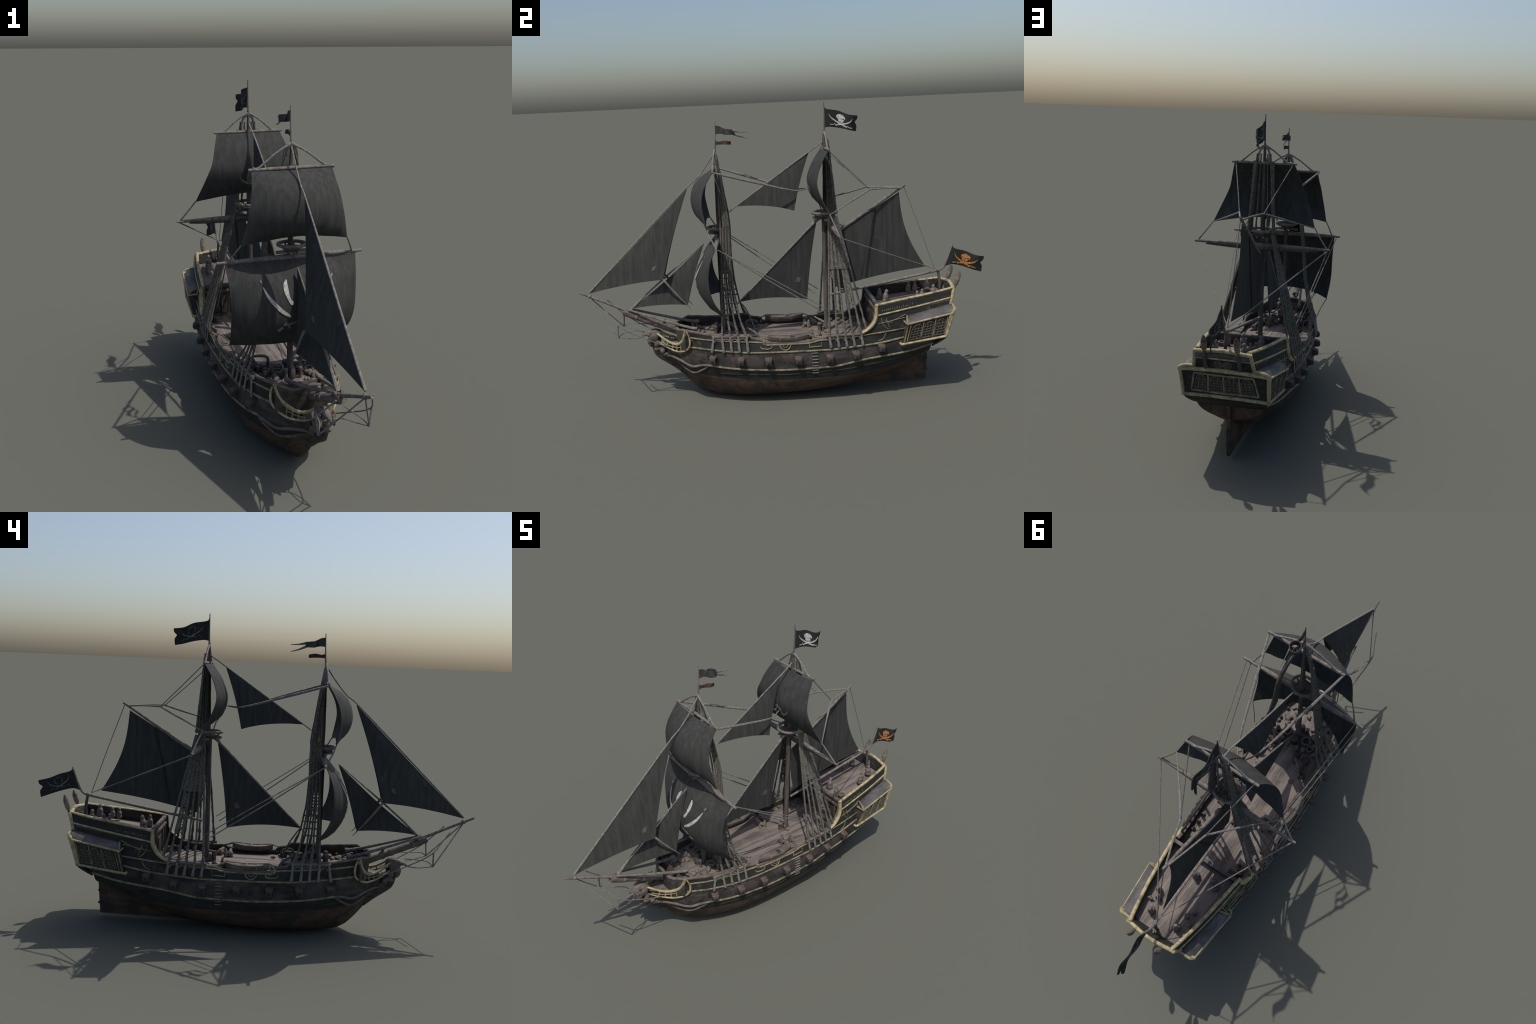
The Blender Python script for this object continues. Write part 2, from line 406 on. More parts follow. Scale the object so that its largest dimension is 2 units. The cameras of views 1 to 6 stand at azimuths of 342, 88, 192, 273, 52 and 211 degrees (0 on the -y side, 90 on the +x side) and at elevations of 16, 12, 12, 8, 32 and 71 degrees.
# keel fin and rudder
mb = MB()
prof = [(.02, .0), (.30, .004), (.699, .010), (.711, .166), (.712, .20), (.66, .19), (.55, .125), (.43, .085), (.30, .05), (.10, .02)]
n = len(prof); w = .0065
mb.add([(w, y, max(z, .0)) for y, z in prof] + [(-w, y, max(z, .0)) for y, z in prof],
       [tuple(range(n)), tuple(range(2 * n - 1, n - 1, -1))] + [(i, (i + 1) % n, n + (i + 1) % n, n + i) for i in range(n)])
mb.obj('keel', 'bottom', bevel=.002)
mb = MB(); mb.hexa([(-.008, .668, .012), (.008, .668, .012), (.008, .702, .012), (-.008, .702, .012), (-.008, .68, .245), (.008, .68, .245), (.008, .716, .245), (-.008, .716, .245)])
for z in (.06, .12, .18): mb.box((0, .69, z), (.020, .045, .007))
mb.obj('rudder', 'bottom', bevel=.0015)

# ------------------------------------------------------------------ trim on the hull
def strip(name, ya, yb, zf, r, mat, off=.0, n=60, flat=None, jit=.06):
    for sg in (1, -1):
        mb = MB(); pts = [hp(y, zf(y), off, sg) for y in np.linspace(ya, yb, n)]
        mb.tube(pts, r, 7, jit, flat); mb.obj(name, mat)
lw = lambda y: float(fz[4](min(y, .69))) if y < .6 else float(np.interp(y, [.6, .70], [.228, .250]))
mwz = pchip([-.49, -.4, -.18, 0, .19, .3, .44, .54, .6], [.291, .287, .269, .266, .264, .269, .279, .294, .302])
mw = lambda y: float(mwz(y))
strip('lower_wale', -.40, .70, lw, .0050, 'gold_dull', .001, 90)
strip('main_wale', -.478, .56, mw, .0046, 'gold_dull', .001, 90)
strip('upper_moulding', -.474, -.125, lambda y: float(np.interp(y, [-.475, -.39, -.27, -.19, -.12], [.338, .333, .325, .320, .314])), .0042, 'gold_dull', .001)
strip('sheer_moulding', -.11, .34, lambda y: railz(y) - .006, .0042, 'gold_dull', .001)
strip('quarter_moulding', .355, .56, lambda y: float(np.interp(y, [.35, .56], [.321, .339])), .0038, 'gold_dull', .001)
strip('name_moulding', .425, .80, lambda y: float(np.interp(y, [.425, .80], [.411, .466])), .0042, 'gold', .001)
strip('side_plank_seam', .43, .56, lambda y: float(np.interp(y, [.43, .56], [.372, .392])), .0018, 'gold_dull', .001)
strip('bilge_batten', -.34, .60, lambda y: float(np.interp(y, [-.34, 0, .3, .6], [.165, .152, .163, .205])), .0022, 'black_hull', .0005)
for sg in (1, -1):
    # stern rail, its forward sweep and fore rail
    mb = MB(); pts = [hp(y, railz(min(t, .69)), -.005, sg) for t, y in ((t, t + shear(t, railz(t))) for t in np.linspace(.418, .69, 26))]
    pts = [(p[0], p[1], p[2] + .003) for p in pts]; mb.tube(pts, .0076, 8, .04, (.8, 1)); mb.obj('stern_rail', 'gold')
    sw = [(.165, .425, .456), (.170, .424, .43), (.174, .42, .40), (.177, .406, .372), (.182, .378, .347), (.185, .345, .332), (.186, .32, .327)]
    single('quarter_sweep', 'gold', [(sg * (x + .004), y, z) for x, y, z in sw], [.0085, .009, .010, .010, .009, .007, .005], n=8, steps=26, flat=(1, 1.15))
    mb = MB(); pts = [hp(y, railz(y) + .002, -.006, sg) for y in np.linspace(-.483, -.12, 40)]
    mb.tube(pts, .0062, 8, .08); mb.obj('fore_rail', 'wood')
    mb = MB(); pts = [hp(y, railz(y) + .002, -.006, sg) for y in np.linspace(-.18, .33, 60)]
    mb.tube(pts, .0052, 8, .08); mb.obj('waist_rail', 'wood')
    # stepped end caps at the waist opening
    mb = MB(); x, y, z = hp(-.118, .312, -.004, sg); mb.box((x, y, z), (.016, .014, .024)); mb.obj('rail_step', 'gold_dull', bevel=.004)
    # forward end of the lower wale sweeping up to the knee, and its lower companion
    up = [(-.39, .206), (-.423, .200), (-.467, .188), (-.525, .206), (-.569, .219), (-.597, .219)]
    pts = [hp(max(y, -.599), z, .003, sg) for y, z in up]
    single('bow_cheek', 'wood', pts, [.006, .007, .0075, .0075, .007, .006], n=8, steps=30, jit=.05)
    lo = [(-.385, .203), (-.416, .178), (-.461, .152), (-.512, .168), (-.548, .195)]
    single('bow_cheek', 'wood', [hp(y, z, .002, sg) for y, z in lo], [.004, .006, .0065, .006, .003], n=8, steps=26, jit=.05)

# ------------------------------------------------------------------ gun ports
gm = MB()
def port_block(mb, w, h, d):
    mb.hexa([(0, -w, -h), (d, -w * .82, -h * .75), (d, w * .82, -h * .75), (0, w, -h), (0, -w, h), (d, -w * .86, h * .62), (d, w * .86, h * .62), (0, w, h)], 0)
    mb.box((d + .001, 0, -.002), (.003, w * .9, h * .8), 1)
port_block(gm, .0155, .0175, .034)
gm.obj('gun_port', ['bulwark', 'black_hull'], bevel=.0016)
gun0 = bpy.data.objects['gun_port']
lm = MB(); lm.hexa([(-.004, -.017, .016), (.030, -.0165, .009), (.030, .0165, .009), (-.004, .017, .016), (-.004, -.017, .0215), (.031, -.0165, .0135), (.031, .0165, .0135), (-.004, .017, .0215)])
lm.obj('port_lid', 'lid', parent=gun0, bevel=.0015); lid0 = bpy.data.objects['port_lid']
first = True
for sg in (1, -1):
    for y, z in ((-.357, .238), (-.226, .230), (-.098, .226), (.043, .224), (.192, .225), (.317, .231), (.441, .256)):
        p = hp(y, z, -.006, sg); q = hp(y + .02, z, -.006, sg); r = hp(y - .02, z, -.006, sg)
        ang = math.atan2((q[0] - r[0]), (q[1] - r[1]))
        rot = (0, 0, -ang) if sg > 0 else (0, 0, math.pi - ang)
        g = gun0 if first else link(gun0.copy()); l = lid0 if first else link(lid0.copy(), g)
        first = False
        g.location = p; g.rotation_euler = rot; l.parent = g
# boarding ladder cleats amidships
for sg in (1, -1):
    for z in (.253, .238, .222, .206, .190, .168, .154):
        mb = MB(); x, y, z = hp(.123, z, .002, sg); mb.box((x, y, z), (.006, .031, .0035)); mb.obj('ladder_cleat', 'line', bevel=.0008)

# ------------------------------------------------------------------ waist ornaments
for sg in (1, -1):
    mb = MB()
    mb.tube([hp(-.016 + .026 * math.cos(a), .302 + .027 * math.sin(a), .002, sg) for a in np.linspace(math.pi, 2 * math.pi, 14)], .003, 6)
    mb.obj('half_round_ornament', 'gold_dull')
    mb = MB(); mb.tube([hp(-.016 + .013 * math.cos(a), .300 + .013 * math.sin(a), .002, sg) for a in np.linspace(math.pi, 2 * math.pi, 10)], .003, 6); mb.obj('half_round_ornament', 'wood')
    mb = MB(); mb.tube([hp(y, z, .002, sg) for y, z in ((.098, .300), (.098, .282), (.155, .284), (.155, .303))], .0028, 6); mb.obj('square_ornament', 'gold_dull')
    mb = MB(); mb.tube([hp(y, z, .002, sg) for y, z in ((-.135, .297), (-.128, .287), (-.10, .283), (-.082, .287), (-.078, .299))], .0028, 6); mb.obj('square_ornament', 'gold_dull')
# painted glyph row and crossed blades on the quarter
    mb = MB(); y = .585
    while y < .785:
        wgl = rng.uniform(.007, .011); z = .4285 + (y - .585) * .115
        def s(a, b, c, d): mb.tube([hp(y + a * wgl, z + b * .013, .001, sg), hp(y + c * wgl, z + d * .013, .001, sg)], .0013, 5)
        k = rng.randrange(5); s(0, 0, 0, 1)
        if k == 0: s(0, 1, 1, 1); s(1, 1, 1, 0)
        if k == 1: s(0, .5, 1, .5); s(1, 0, 1, 1)
        if k == 2: s(0, 0, 1, 0); s(0, 1, 1, 1)
        if k == 3: s(0, 1, 1, 0); s(0, 0, 1, 1)
        if k == 4: s(0, 1, 1, .8); s(1, .8, .1, .5); s(.1, .5, 1, 0)
        y += wgl + .0045
        if .665 < y < .672: y += .010
    mb.obj('name_lettering', 'gold_dull', kind='stuff')
    mb = MB()
    for a in np.linspace(.45, .60, 15):
        z0 = .426 + (a - .45) * .13
        mb.tube([hp(a, z0 + rng.uniform(0, .006), .0, sg), hp(a + rng.uniform(-.003, .006), z0 + rng.uniform(.007, .014), .0, sg)], .0016, 5)
    mb.obj('frieze_carving', 'gold_dull', kind='stuff')
    mb = MB(); ln = lambda q: mb.tube(curve([hp(a, b, .001, sg) for a, b in q], 14), .0019, 5)
    ln([(.446, .398), (.452, .372), (.466, .352), (.482, .342)]); ln([(.466, .385), (.482, .378), (.52, .388), (.566, .408)])
    ln([(.470, .395), (.478, .372), (.486, .350)]); ln([(.462, .378), (.50, .374)])
    mb.obj('crossed_blade_emblem', 'gold_dull')
    mb = MB(); ln([(.43, .288), (.452, .298), (.468, .325)]); mb.obj('curved_blade_emblem', 'gold_dull')

# ------------------------------------------------------------------ quarter galleries and stern
def lerp(a, b, t): return tuple(np.array(a) * (1 - t) + np.array(b) * t)
def window(par, c00, c10, c01, c11, out, bars=(3, 5), arch=True):
    """arched leaded window on the quad c00-c10 (bottom) c01-c11 (top); out = outward unit vector"""
    o = np.array(out)
    P = lambda u, v, k=0.: tuple(np.array(lerp(lerp(c00, c10, u), lerp(c01, c11, u), v)) + o * k)
    mb = MB(); outl = [(0, 0), (1, 0), (1, .72), (.88, .9), (.68, 1), (.32, 1), (.12, .9), (0, .72)]
    vs = [P(u, v, .0012) for u, v in outl] + [P(u, v, -.003) for u, v in outl]; n = len(outl)
    mb.add(vs, [tuple(range(n)), tuple(range(2 * n - 1, n - 1, -1))] + [(i, (i + 1) % n, n + (i + 1) % n, n + i) for i in range(n)], 0)
    g = mb.obj('gallery_window', 'glass', par)
    mb = MB(); mb.tube([P(u, v, .0022) for u, v in outl + outl[:1]], .0019, 5)
    for i in range(1, bars[0]): mb.tube([P(i / bars[0], 0, .002), P(i / bars[0], .95, .002)], .0013, 5)
    for j in range(1, bars[1]): mb.tube([P(0, j / bars[1] * .9, .002), P(1, j / bars[1] * .9, .002)], .0013, 5)
    mb.obj('lattice', 'lattice', g)
for sg in (1, -1):
    S = lambda p: (sg * p[0], p[1], p[2])
    FT, FB, AT, AB = (.210, .567, .371), (.189, .550, .270), (.184, .772, .405), (.178, .757, .294)
    FTi, FBi, ATi, ABi = (.150, .562, .378), (.150, .546, .275), (.10, .768, .41), (.10, .748, .296)
    mb = MB(); mb.hexa([S(p) for p in (FBi, FB, AB, ABi, FTi, FT, AT, ATi)])
    gal = mb.obj('quarter_gallery', 'bulwark', bevel=.002)
    # domed roof
    mb = MB(); RFi, RAi = (.150, .586, .400), (.124, .776, .432)
    P = []
    for t in np.linspace(0, 1, 12):
        a, b = np.array(lerp(FT, (AT[0] - .002, AT[1] + .018, AT[2] + .002), t)), np.array(lerp(RFi, (RAi[0], RAi[1] + .022, RAi[2] + .003), t)); r = []
        for k in np.linspace(0, 1, 8):
            p = a + (b - a) * k; p = p + np.array((.005, 0, .007)) * math.sin(k * math.pi); r.append(S(p))
        P.append(r)
    mb.sheet(P, .006)
    q = [S(FT), S(FTi), S(RFi)]
    mb.add(q + [(p[0], p[1] + .004, p[2]) for p in q], [(0, 1, 2), (3, 5, 4), (0, 3, 4, 1), (1, 4, 5, 2), (2, 5, 3, 0)])
    mb.obj('gallery_roof', 'roof', gal)
    mb = MB(); mb.tube([S((.160, .575, .398)), S(RFi), S(RAi)], .0035, 6); mb.tube([S((.209, .565, .374)), S((.189, .568, .392)), S((.158, .575, .399))], .0055, 7); mb.obj('roof_ridge', 'gold_dull', gal)
    # gilt frame
    mb = MB(); e = .003
    mb.tube([S((.193, .539, .266)), S((.180, .757, .291))], .0064, 8, .05)
    mb.tube([S((.152, .533, .270)), S((.193, .539, .266))], .0064, 8)
    mb.tube([S((.155, .556, .375)), S((.211, .562, .370)), S((.186, .776, .403))], .0048, 8, .05)
    mb.tube([S((.178, .753, .291)), S((.179, .761, .33)), S((.181, .770, .37)), S((.184, .779, .402))], .0068, 8, .04)
    mb.obj('gallery_frame', 'gold', gal)
    mb = MB(); mb.tube([S((.192, .553, .274)), S((.2105, .568, .366))], .0038, 7); mb.obj('gallery_corner', 'gold_dull', gal)
    # curved gilt shoulder above the gallery
    single('gallery_scroll', 'gold', [S((.185, .780, .400)), S((.186, .789, .412)), S((.172, .799, .425)), S((.147, .799, .430)), S((.125, .799, .432))], [.0072, .0078, .0075, .007, .0065], gal, steps=18)
    F = lambda u, v: lerp(lerp((.1905, .555, .273), (.1785, .758, .296), u), lerp((.2100, .569, .366), (.184, .771, .398), u), v)
    nrm = np.cross(np.array(F(1, 0)) - np.array(F(0, 0)), np.array(F(0, 1)) - np.array(F(0, 0))); nrm /= np.linalg.norm(nrm)
    if nrm[0] < 0: nrm = -nrm
    out = (sg * nrm[0], nrm[1], nrm[2])
    for u0, u1 in ((.10, .34), (.40, .63), (.69, .92)):
        window(gal, S(F(u0, .12)), S(F(u1, .12)), S(F(u0 + .015, .90)), S(F(u1 + .015, .90)), out)
    mb = MB()
    for u in (.05, .37, .66, .955): 
        a = np.array(S(F(u, .06))) + np.array(out) * .002; b = np.array(S(F(u + .012, .95))) + np.array(out) * .002; mb.tube([a, b], .0033, 6)
    mb.obj('window_pillar', 'gold_dull', gal)
# stern face
def SF(x, z, w=.182): return (x, .753 + (z - .295) * .275 + .009 * (1 - min(abs(x) / w, 1) ** 2), z)
mb = MB()
mb.sheet([[SF(x * w, z) for x in np.linspace(-1, 1, 17)] for z, w in ((.292, .175), (.33, .177), (.37, .179), (.415, .182))], .008)
stern = mb.obj('stern_panel', 'black_hull')
mb = MB()
ct = lambda x, z: (x, SF(x, z)[1] + .0055, z)
cu = lambda x, z: (x, SF(x, z, .122)[1] + .0015, z)
for z0, z1, r in ((.291, .299, .0082), (.412, .422, .0092)):
    mb.tube([ct(x, z0 + (z1 - z0) * (1 - (x / .18) ** 2)) for x in np.linspace(-.183, .183, 20)], r, 8, .04)
for sg in (1, -1): mb.tube([ct(sg * .179, .292), ct(sg * .180, .35), ct(sg * .183, .412)], .0078, 8, .04)
mb.obj('stern_frame', 'gold', stern)
mb = MB()
inner = [(-.140, .317), (-.122, .400), (.122, .400), (.140, .317), (-.140, .317)]
mb.tube([ct(*(np.array(a) * (1 - k) + np.array(b) * k)) for a, b in zip(inner[:-1], inner[1:]) for k in np.linspace(0, .92, 9)] + [ct(*inner[0])], .0048, 6)
for x in (-.064, 0, .064): mb.tube([ct(x * 1.05, .317), ct(x * .98, .40)], .0050, 6)
mb.obj('stern_pilaster', 'gold_dull', stern)
for x0, x1, t0, t1 in ((-.128, -.075, -.112, -.072), (-.059, -.008, -.056, -.008), (.008, .059, .008, .056), (.075, .128, .072, .112)):
    window(stern, ct(x0, .323), ct(x1, .323), ct(t0, .395), ct(t1, .395), (0, .98, -.19))
mb = MB()  # counter below the stern windows
CN = ((.290, .760, .174), (.280, .752, .171), (.268, .738, .165), (.254, .718, .159), (.240, .695, .152))
mb.sheet([[(x * w, y + .008 * (1 - x * x), z) for x in np.linspace(-1, 1, 17)] for z, y, w in CN], .012); mb.obj('counter', 'black_hull', angle=30)
mb = MB()
for z, y, w in ((.276, .7545, .168), (.258, .731, .160)): mb.tube([(x * w, y + .008 * (1 - x * x), z) for x in np.linspace(-1, 1, 16)], .0028, 6)
mb.obj('counter_moulding', 'bulwark')
mb = MB(); mb.tube([(x, .701 + .012 * (1 - (x / .152) ** 2), .245) for x in np.linspace(-.152, .152, 12)], .0042, 7); mb.obj('counter_moulding', 'gold_dull')
# upper transom
mb = MB(); P = [[(x * w, SF(x * w, z, .122)[1] - .006, z) for x in np.linspace(-1, 1, 15)] for z, w in ((.41, .126), (.44, .121), (.47, .116), (.503, .110))]
mb.sheet(P, .014); tr = mb.obj('transom', 'black_hull')
mb = MB()
for sg in (1, -1): mb.tube([cu(sg * .127, .416), cu(sg * .121, .45), cu(sg * .112, .505)], .0085, 8, .04)
mb.tube([cu(x, .506 + .006 * math.cos(x * 26)) for x in np.linspace(-.112, .112, 24)], .0088, 8, .03)
mb.tube([cu(x, .470 + .004 * math.cos(x * 14)) for x in np.linspace(-.116, .116, 20)], .0045, 7)
mb.obj('transom_frame', 'gold', tr)
mb = MB(); mb.tube([(x, SF(x, .49, .122)[1] + .003, .488 + .005 * math.cos(x * 26)) for x in np.linspace(-.108, .108, 24)], .011, 8, .05, (1, .6)); mb.obj('transom_roll', 'roof', tr)
mb = MB()  # double scroll emblem
for sg in (1, -1):
    mb.tube([cu(sg * (.019 + .017 * math.cos(a)), .447 + .015 * math.sin(a)) for a in np.linspace(0, 2 * math.pi, 18)], .0023, 5)
    for z in (.440, .447, .454): mb.tube([cu(sg * .006, z), cu(sg * .031, z)], .0018, 5)
    mb.tube([cu(sg * .014, .437), cu(sg * .014, .458)], .0018, 5)
mb.obj('scroll_emblem', 'lattice', tr)
for sg in (1, -1):  # stern lanterns
    x = sg * .070; f = Vector((x, .792, .425))
    mb = MB(); mb.tube(curve([(x, .795, .418), (x, .812, .455), (x, .822, .485), (x - sg * .002, .836, .512)], 12), [.0085] * 4 + [.009] * 4 + [.006] * 4, 8, .1)
    st = mb.obj('stern_lantern', 'mast')
    ax = Vector((-sg * .04, .28, 1))
    mb = MB(); mb.lathe((x - sg * .002, .834, .508), [(.004, 0), (.006, .004), (.0105, .012), (.0125, .03), (.0125, .045), (.0095, .056), (.006, .066), (.002, .072)], 14, axis=ax)
    mb.obj('lamp', 'lantern', st)
    mb = MB(); mb.lathe((x - sg * .002, .834, .508), [(.013, .046), (.012, .052), (.0085, .062), (.005, .071), (.002, .075)], 14, axis=ax); mb.obj('lamp_cap', 'wood', st)

# ------------------------------------------------------------------ bow: knee, figurehead, head rails
mb = MB()
up = curve([(0, -.545, .262), (0, -.60, .262), (0, -.64, .285), (0, -.668, .305)], 16); lo_ = curve([(0, -.530, .122), (0, -.575, .160), (0, -.612, .186), (0, -.648, .214), (0, -.664, .246), (0, -.668, .283)], 16)
P = []
for sg in (1, -1):
    for k in (np.linspace(0, 1, 9) if sg > 0 else np.linspace(1, 0, 9)[:]):
        P.append([(sg * (.006 + .016 * math.sin(math.pi * (.15 + .7 * k)) * (1 - .3 * i / 15)), *(lo_[i] + (up[i] - lo_[i]) * k)[1:]) for i in range(16)])
nP = len(P); mb.v = [p for r in P for p in r]
for a in range(nP):
    for i in range(15): b = (a + 1) % nP; mb.f.append((a * 16 + i, a * 16 + i + 1, b * 16 + i + 1, b * 16 + i)); mb.m.append(0)
mb.f.append(tuple(a * 16 for a in range(nP))); mb.f.append(tuple(a * 16 + 15 for a in range(nP))); mb.m += [0, 0]
mb.obj('knee_of_the_head', 'bow_wood', angle=60)
ell = [((0, -.664, .300), (.020, .024, .030)), ((0, -.672, .328), (.017, .022, .018), (-15, 0, 0)), ((0, -.692, .329), (.010, .020, .009), (12, 0, 0)), ((0, -.706, .324), (.006, .012, .006), (20, 0, 0)),
       ((0, -.645, .33), (.016, .03, .016), (-12, 0, 0)), ((0, -.676, .278), (.010, .012, .020), (25, 0, 0))]
for sg in (1, -1):
    ell += [((sg * .022, -.648, .336), (.010, .028, .013), (-10, 0, sg * -12)), ((sg * .030, -.652, .318), (.008, .022, .020), (-22, 0, sg * 12)), ((sg * .026, -.672, .305), (.008, .014, .022), (-28, 0, 0)),
            ((sg * .027, -.615, .247), (.011, .014, .016)), ((sg * .022, -.638, .258), (.010, .022, .011), (20, 0, 0)), ((sg * .024, -.60, .228), (.010, .018, .010), (10, 0, 0)), ((sg * .03, -.64, .285), (.008, .015, .018), (-30, 0, 0))]
blob('figurehead', ell, 'wood', .0024, smooth=3)
for sg in (1, -1):
    s = [(.122, -.487, .376), (.117, -.492, .352), (.104, -.503, .322), (.086, -.522, .299), (.066, -.543, .289), (.050, -.572, .294), (.038, -.603, .312), (.030, -.632, .334), (.022, -.66, .346)]
    single('head_rail', 'gold', [(sg * x, y, z) for x, y, z in s], [.0095, .0092, .0088, .0082, .0074, .0064, .0056, .005, .0035], n=9, steps=40)
    s = [(.125, -.485, .376), (.133, -.475, .352), (.135, -.469, .322), (.131, -.474, .292), (.114, -.496, .270), (.089, -.530, .258), (.062, -.568, .263), (.046, -.602, .277), (.034, -.634, .300)]
    single('head_timber', 'gold', [(sg * x, y, z) for x, y, z in s], [.004, .0045, .005, .005, .005, .0045, .004, .0035, .003], n=8, steps=40)
    s = [(.114, -.488, .296), (.09, -.514, .281), (.068, -.545, .274), (.05, -.582, .280), (.036, -.62, .298)]
    single('head_timber', 'gold_dull', [(sg * x, y, z) for x, y, z in s], .0032, n=7, steps=24)
    mb = MB()
    for a, b in (((.088, -.519, .297), (.09, -.519, .262)), ((.072, -.537, .288), (.076, -.541, .259)), ((.058, -.557, .29), (.062, -.566, .262)), ((.046, -.58, .298), (.05, -.594, .273))):
        mb.tube([(sg * a[0], *a[1:]), (sg * b[0], *b[1:])], .0035, 6)
    mb.obj('head_baluster', 'gold_dull')
    single('cathead', 'spar', [(sg * .012, -.77, .462), (sg * .035, -.62, .412), (sg * .056, -.47, .366), (sg * .062, -.435, .362)], [.0055, .006, .0075, .010], n=8, steps=20)
mb = MB(); mb.box((0, -.575, .272), (.07, .07, .008)); mb.obj('beak_grating', 'wood', bevel=.001)
# bowsprit, cap, jib boom
mb = MB(); mb.tube(curve([(0, -.50, .318), (0, -.60, .362), (0, -.70, .405), (0, -.795, .449)], 16), [.0165] * 6 + [.0155] * 6 + [.0165, .0175, .0175, .016], 12, .03)
bs = mb.obj('bowsprit', 'wood')
mb = MB()
for y in (-.60, -.64, -.735): 
    z = .362 + (-.60 - y) * .445
    mb.tube([(0, y + .006, z - .003), (0, y - .006, z + .003)], .0185, 12)
mb.obj('bowsprit_band', 'stone', bs)
mb = MB(); mb.ball((0, -.60, .392), (.010, .010, .012)); mb.obj('bowsprit_block', 'wood', bs)
single('jib_boom', 'spar', [(0, -.76, .446), (0, -.88, .503), (0, -.998, .557)], [.0085, .0068, .0055], n=9, steps=14)
mb = MB(); mb.ball((0, -.953, .537), (.009, .011, .010)); mb.obj('boom_collar', 'spar')
# bobstays and dolphin strikers
for sg in (1, -1):
    for r, pts in ((.0026, [(.0, -.955, .535), (.045, -.885, .440), (.090, -.815, .347)]),
                   (.0026, [(.063, -.884, .500), (.080, -.848, .456), (.099, -.811, .412), (.096, -.765, .377), (.089, -.718, .350), (.079, -.650, .312), (.064, -.585, .277)]),
                   (.0034, [(.090, -.815, .345), (.0945, -.813, .380), (.099, -.811, .414)]),
                   (.0023, [(.090, -.815, .347), (.070, -.757, .332), (.045, -.715, .328), (.012, -.700, .326)]),
                   (.0023, [(.090, -.815, .347), (.080, -.798, .360), (.072, -.782, .366), (.060, -.73, .366), (.054, -.693, .365)])):
        single('bobstay', 'line', [(sg * a, b, c) for a, b, c in pts], r, n=6, steps=16 if len(pts) > 2 else None)

# ------------------------------------------------------------------ masts, tops, yards
mb = MB(); mb.tube([(0, .206, z) for z in np.linspace(.27, .30, 3)] + [(0, .206, .32), (0, .206, .60), (0, .207, .90)], [.018, .018, .0165, .0125, .0115, .011], 12)
mm = mb.obj('main_mast', 'mast')
single('topmast', 'mast', [(0, .214, .83), (0, .216, 1.0), (0, .218, 1.18), (0, .220, 1.285)], [.0115, .011, .0085, .0055], mm, n=10, steps=16, jit=.05)
single('flag_pole', 'spar', [(0, .220, 1.25), (0, .222, 1.34), (0, .222, 1.414)], [.0045, .0034, .002], mm, n=7, steps=8)
mb = MB(); mb.tube([(0, -.308, z) for z in (.285, .31, .34, .60, .85)], [.017, .0165, .0125, .0105, .0095], 12)
fm = mb.obj('fore_mast', 'mast')
single('topmast', 'mast', [(0, -.302, .78), (0, -.302, .95), (0, -.301, 1.10), (0, -.301, 1.215)], [.011, .010, .0085, .005], fm, n=10, steps=16, jit=.05)
single('flag_pole', 'spar', [(0, -.301, 1.18), (0, -.295, 1.26), (0, -.292, 1.346)], [.0045, .0032, .002], fm, n=7, steps=8)

def yard(name, y, z, hw, r0, r1, par, sag=.0):
    mb = MB(); xs = np.linspace(-hw, hw, 25)
    mb.tube([(x, y, z - sag * (1 - (x / hw) ** 2)) for x in xs], [r1 + (r0 - r1) * (1 - (abs(x) / hw) ** 1.5) for x in xs], 10, .05)
    return mb.obj(name, 'spar', par)
yard('topsail_yard', .222, 1.199, .149, .0068, .0052, mm)
yard('lower_yard', .240, .826, .317, .0125, .0052, mm, .0)
mb = MB(); mb.tube([(x, .2415, .8155) for x in np.linspace(-.262, .262, 30)], [.003 + .0085 * (1 - (abs(x) / .262) ** 2.2) for x in np.linspace(-.262, .262, 30)], 9, .06); mb.obj('furled_sail', 'mast', mm)
yard('topsail_yard', -.312, 1.127, .164, .0075, .0055, fm)
yard('lower_yard', -.312, .795, .287, .0125, .0055, fm, .0)

def fighting_top(y, z, fwd, aft, w, par, low):
    cy = y + (aft - fwd) / 2; ry = (fwd + aft) / 2
    ringp = [(w * math.cos(a), cy + ry * math.sin(a), z) for a in np.linspace(0, 2 * math.pi, 33)]
    mb = MB(); mb.tube(ringp, .0068, 8, .06); t = mb.obj('fighting_top', 'spar', par)
    mb = MB(); mb.lathe((0, cy, z - low), [(.012, -.012), (ry * .55, -.006), (ry * .80, .004), (ry * .80, .010), (.012, .010)], 18); mb.obj('top_platform', 'mast', t)
    mb = MB()
    for a in np.linspace(.3, 2 * math.pi + .3, 9)[:-1]:
        mb.tube([(w * .7 * math.cos(a), cy + ry * .72 * math.sin(a), z - low + .006), (w * .97 * math.cos(a), cy + ry * .97 * math.sin(a), z)], .0032, 6)
    mb.box((0, cy, z - low - .008), (.12, .014, .010)); mb.box((.014, cy, z - low - .004), (.008, ry * 1.9, .010)); mb.box((-.014, cy, z - low - .004), (.008, ry * 1.9, .010))
    mb.obj('crosstree', 'spar', t)
fighting_top(.207, .893, .056, .062, .056, mm, .022)
fighting_top(-.304, .845, .054, .03, .052, fm, .020)

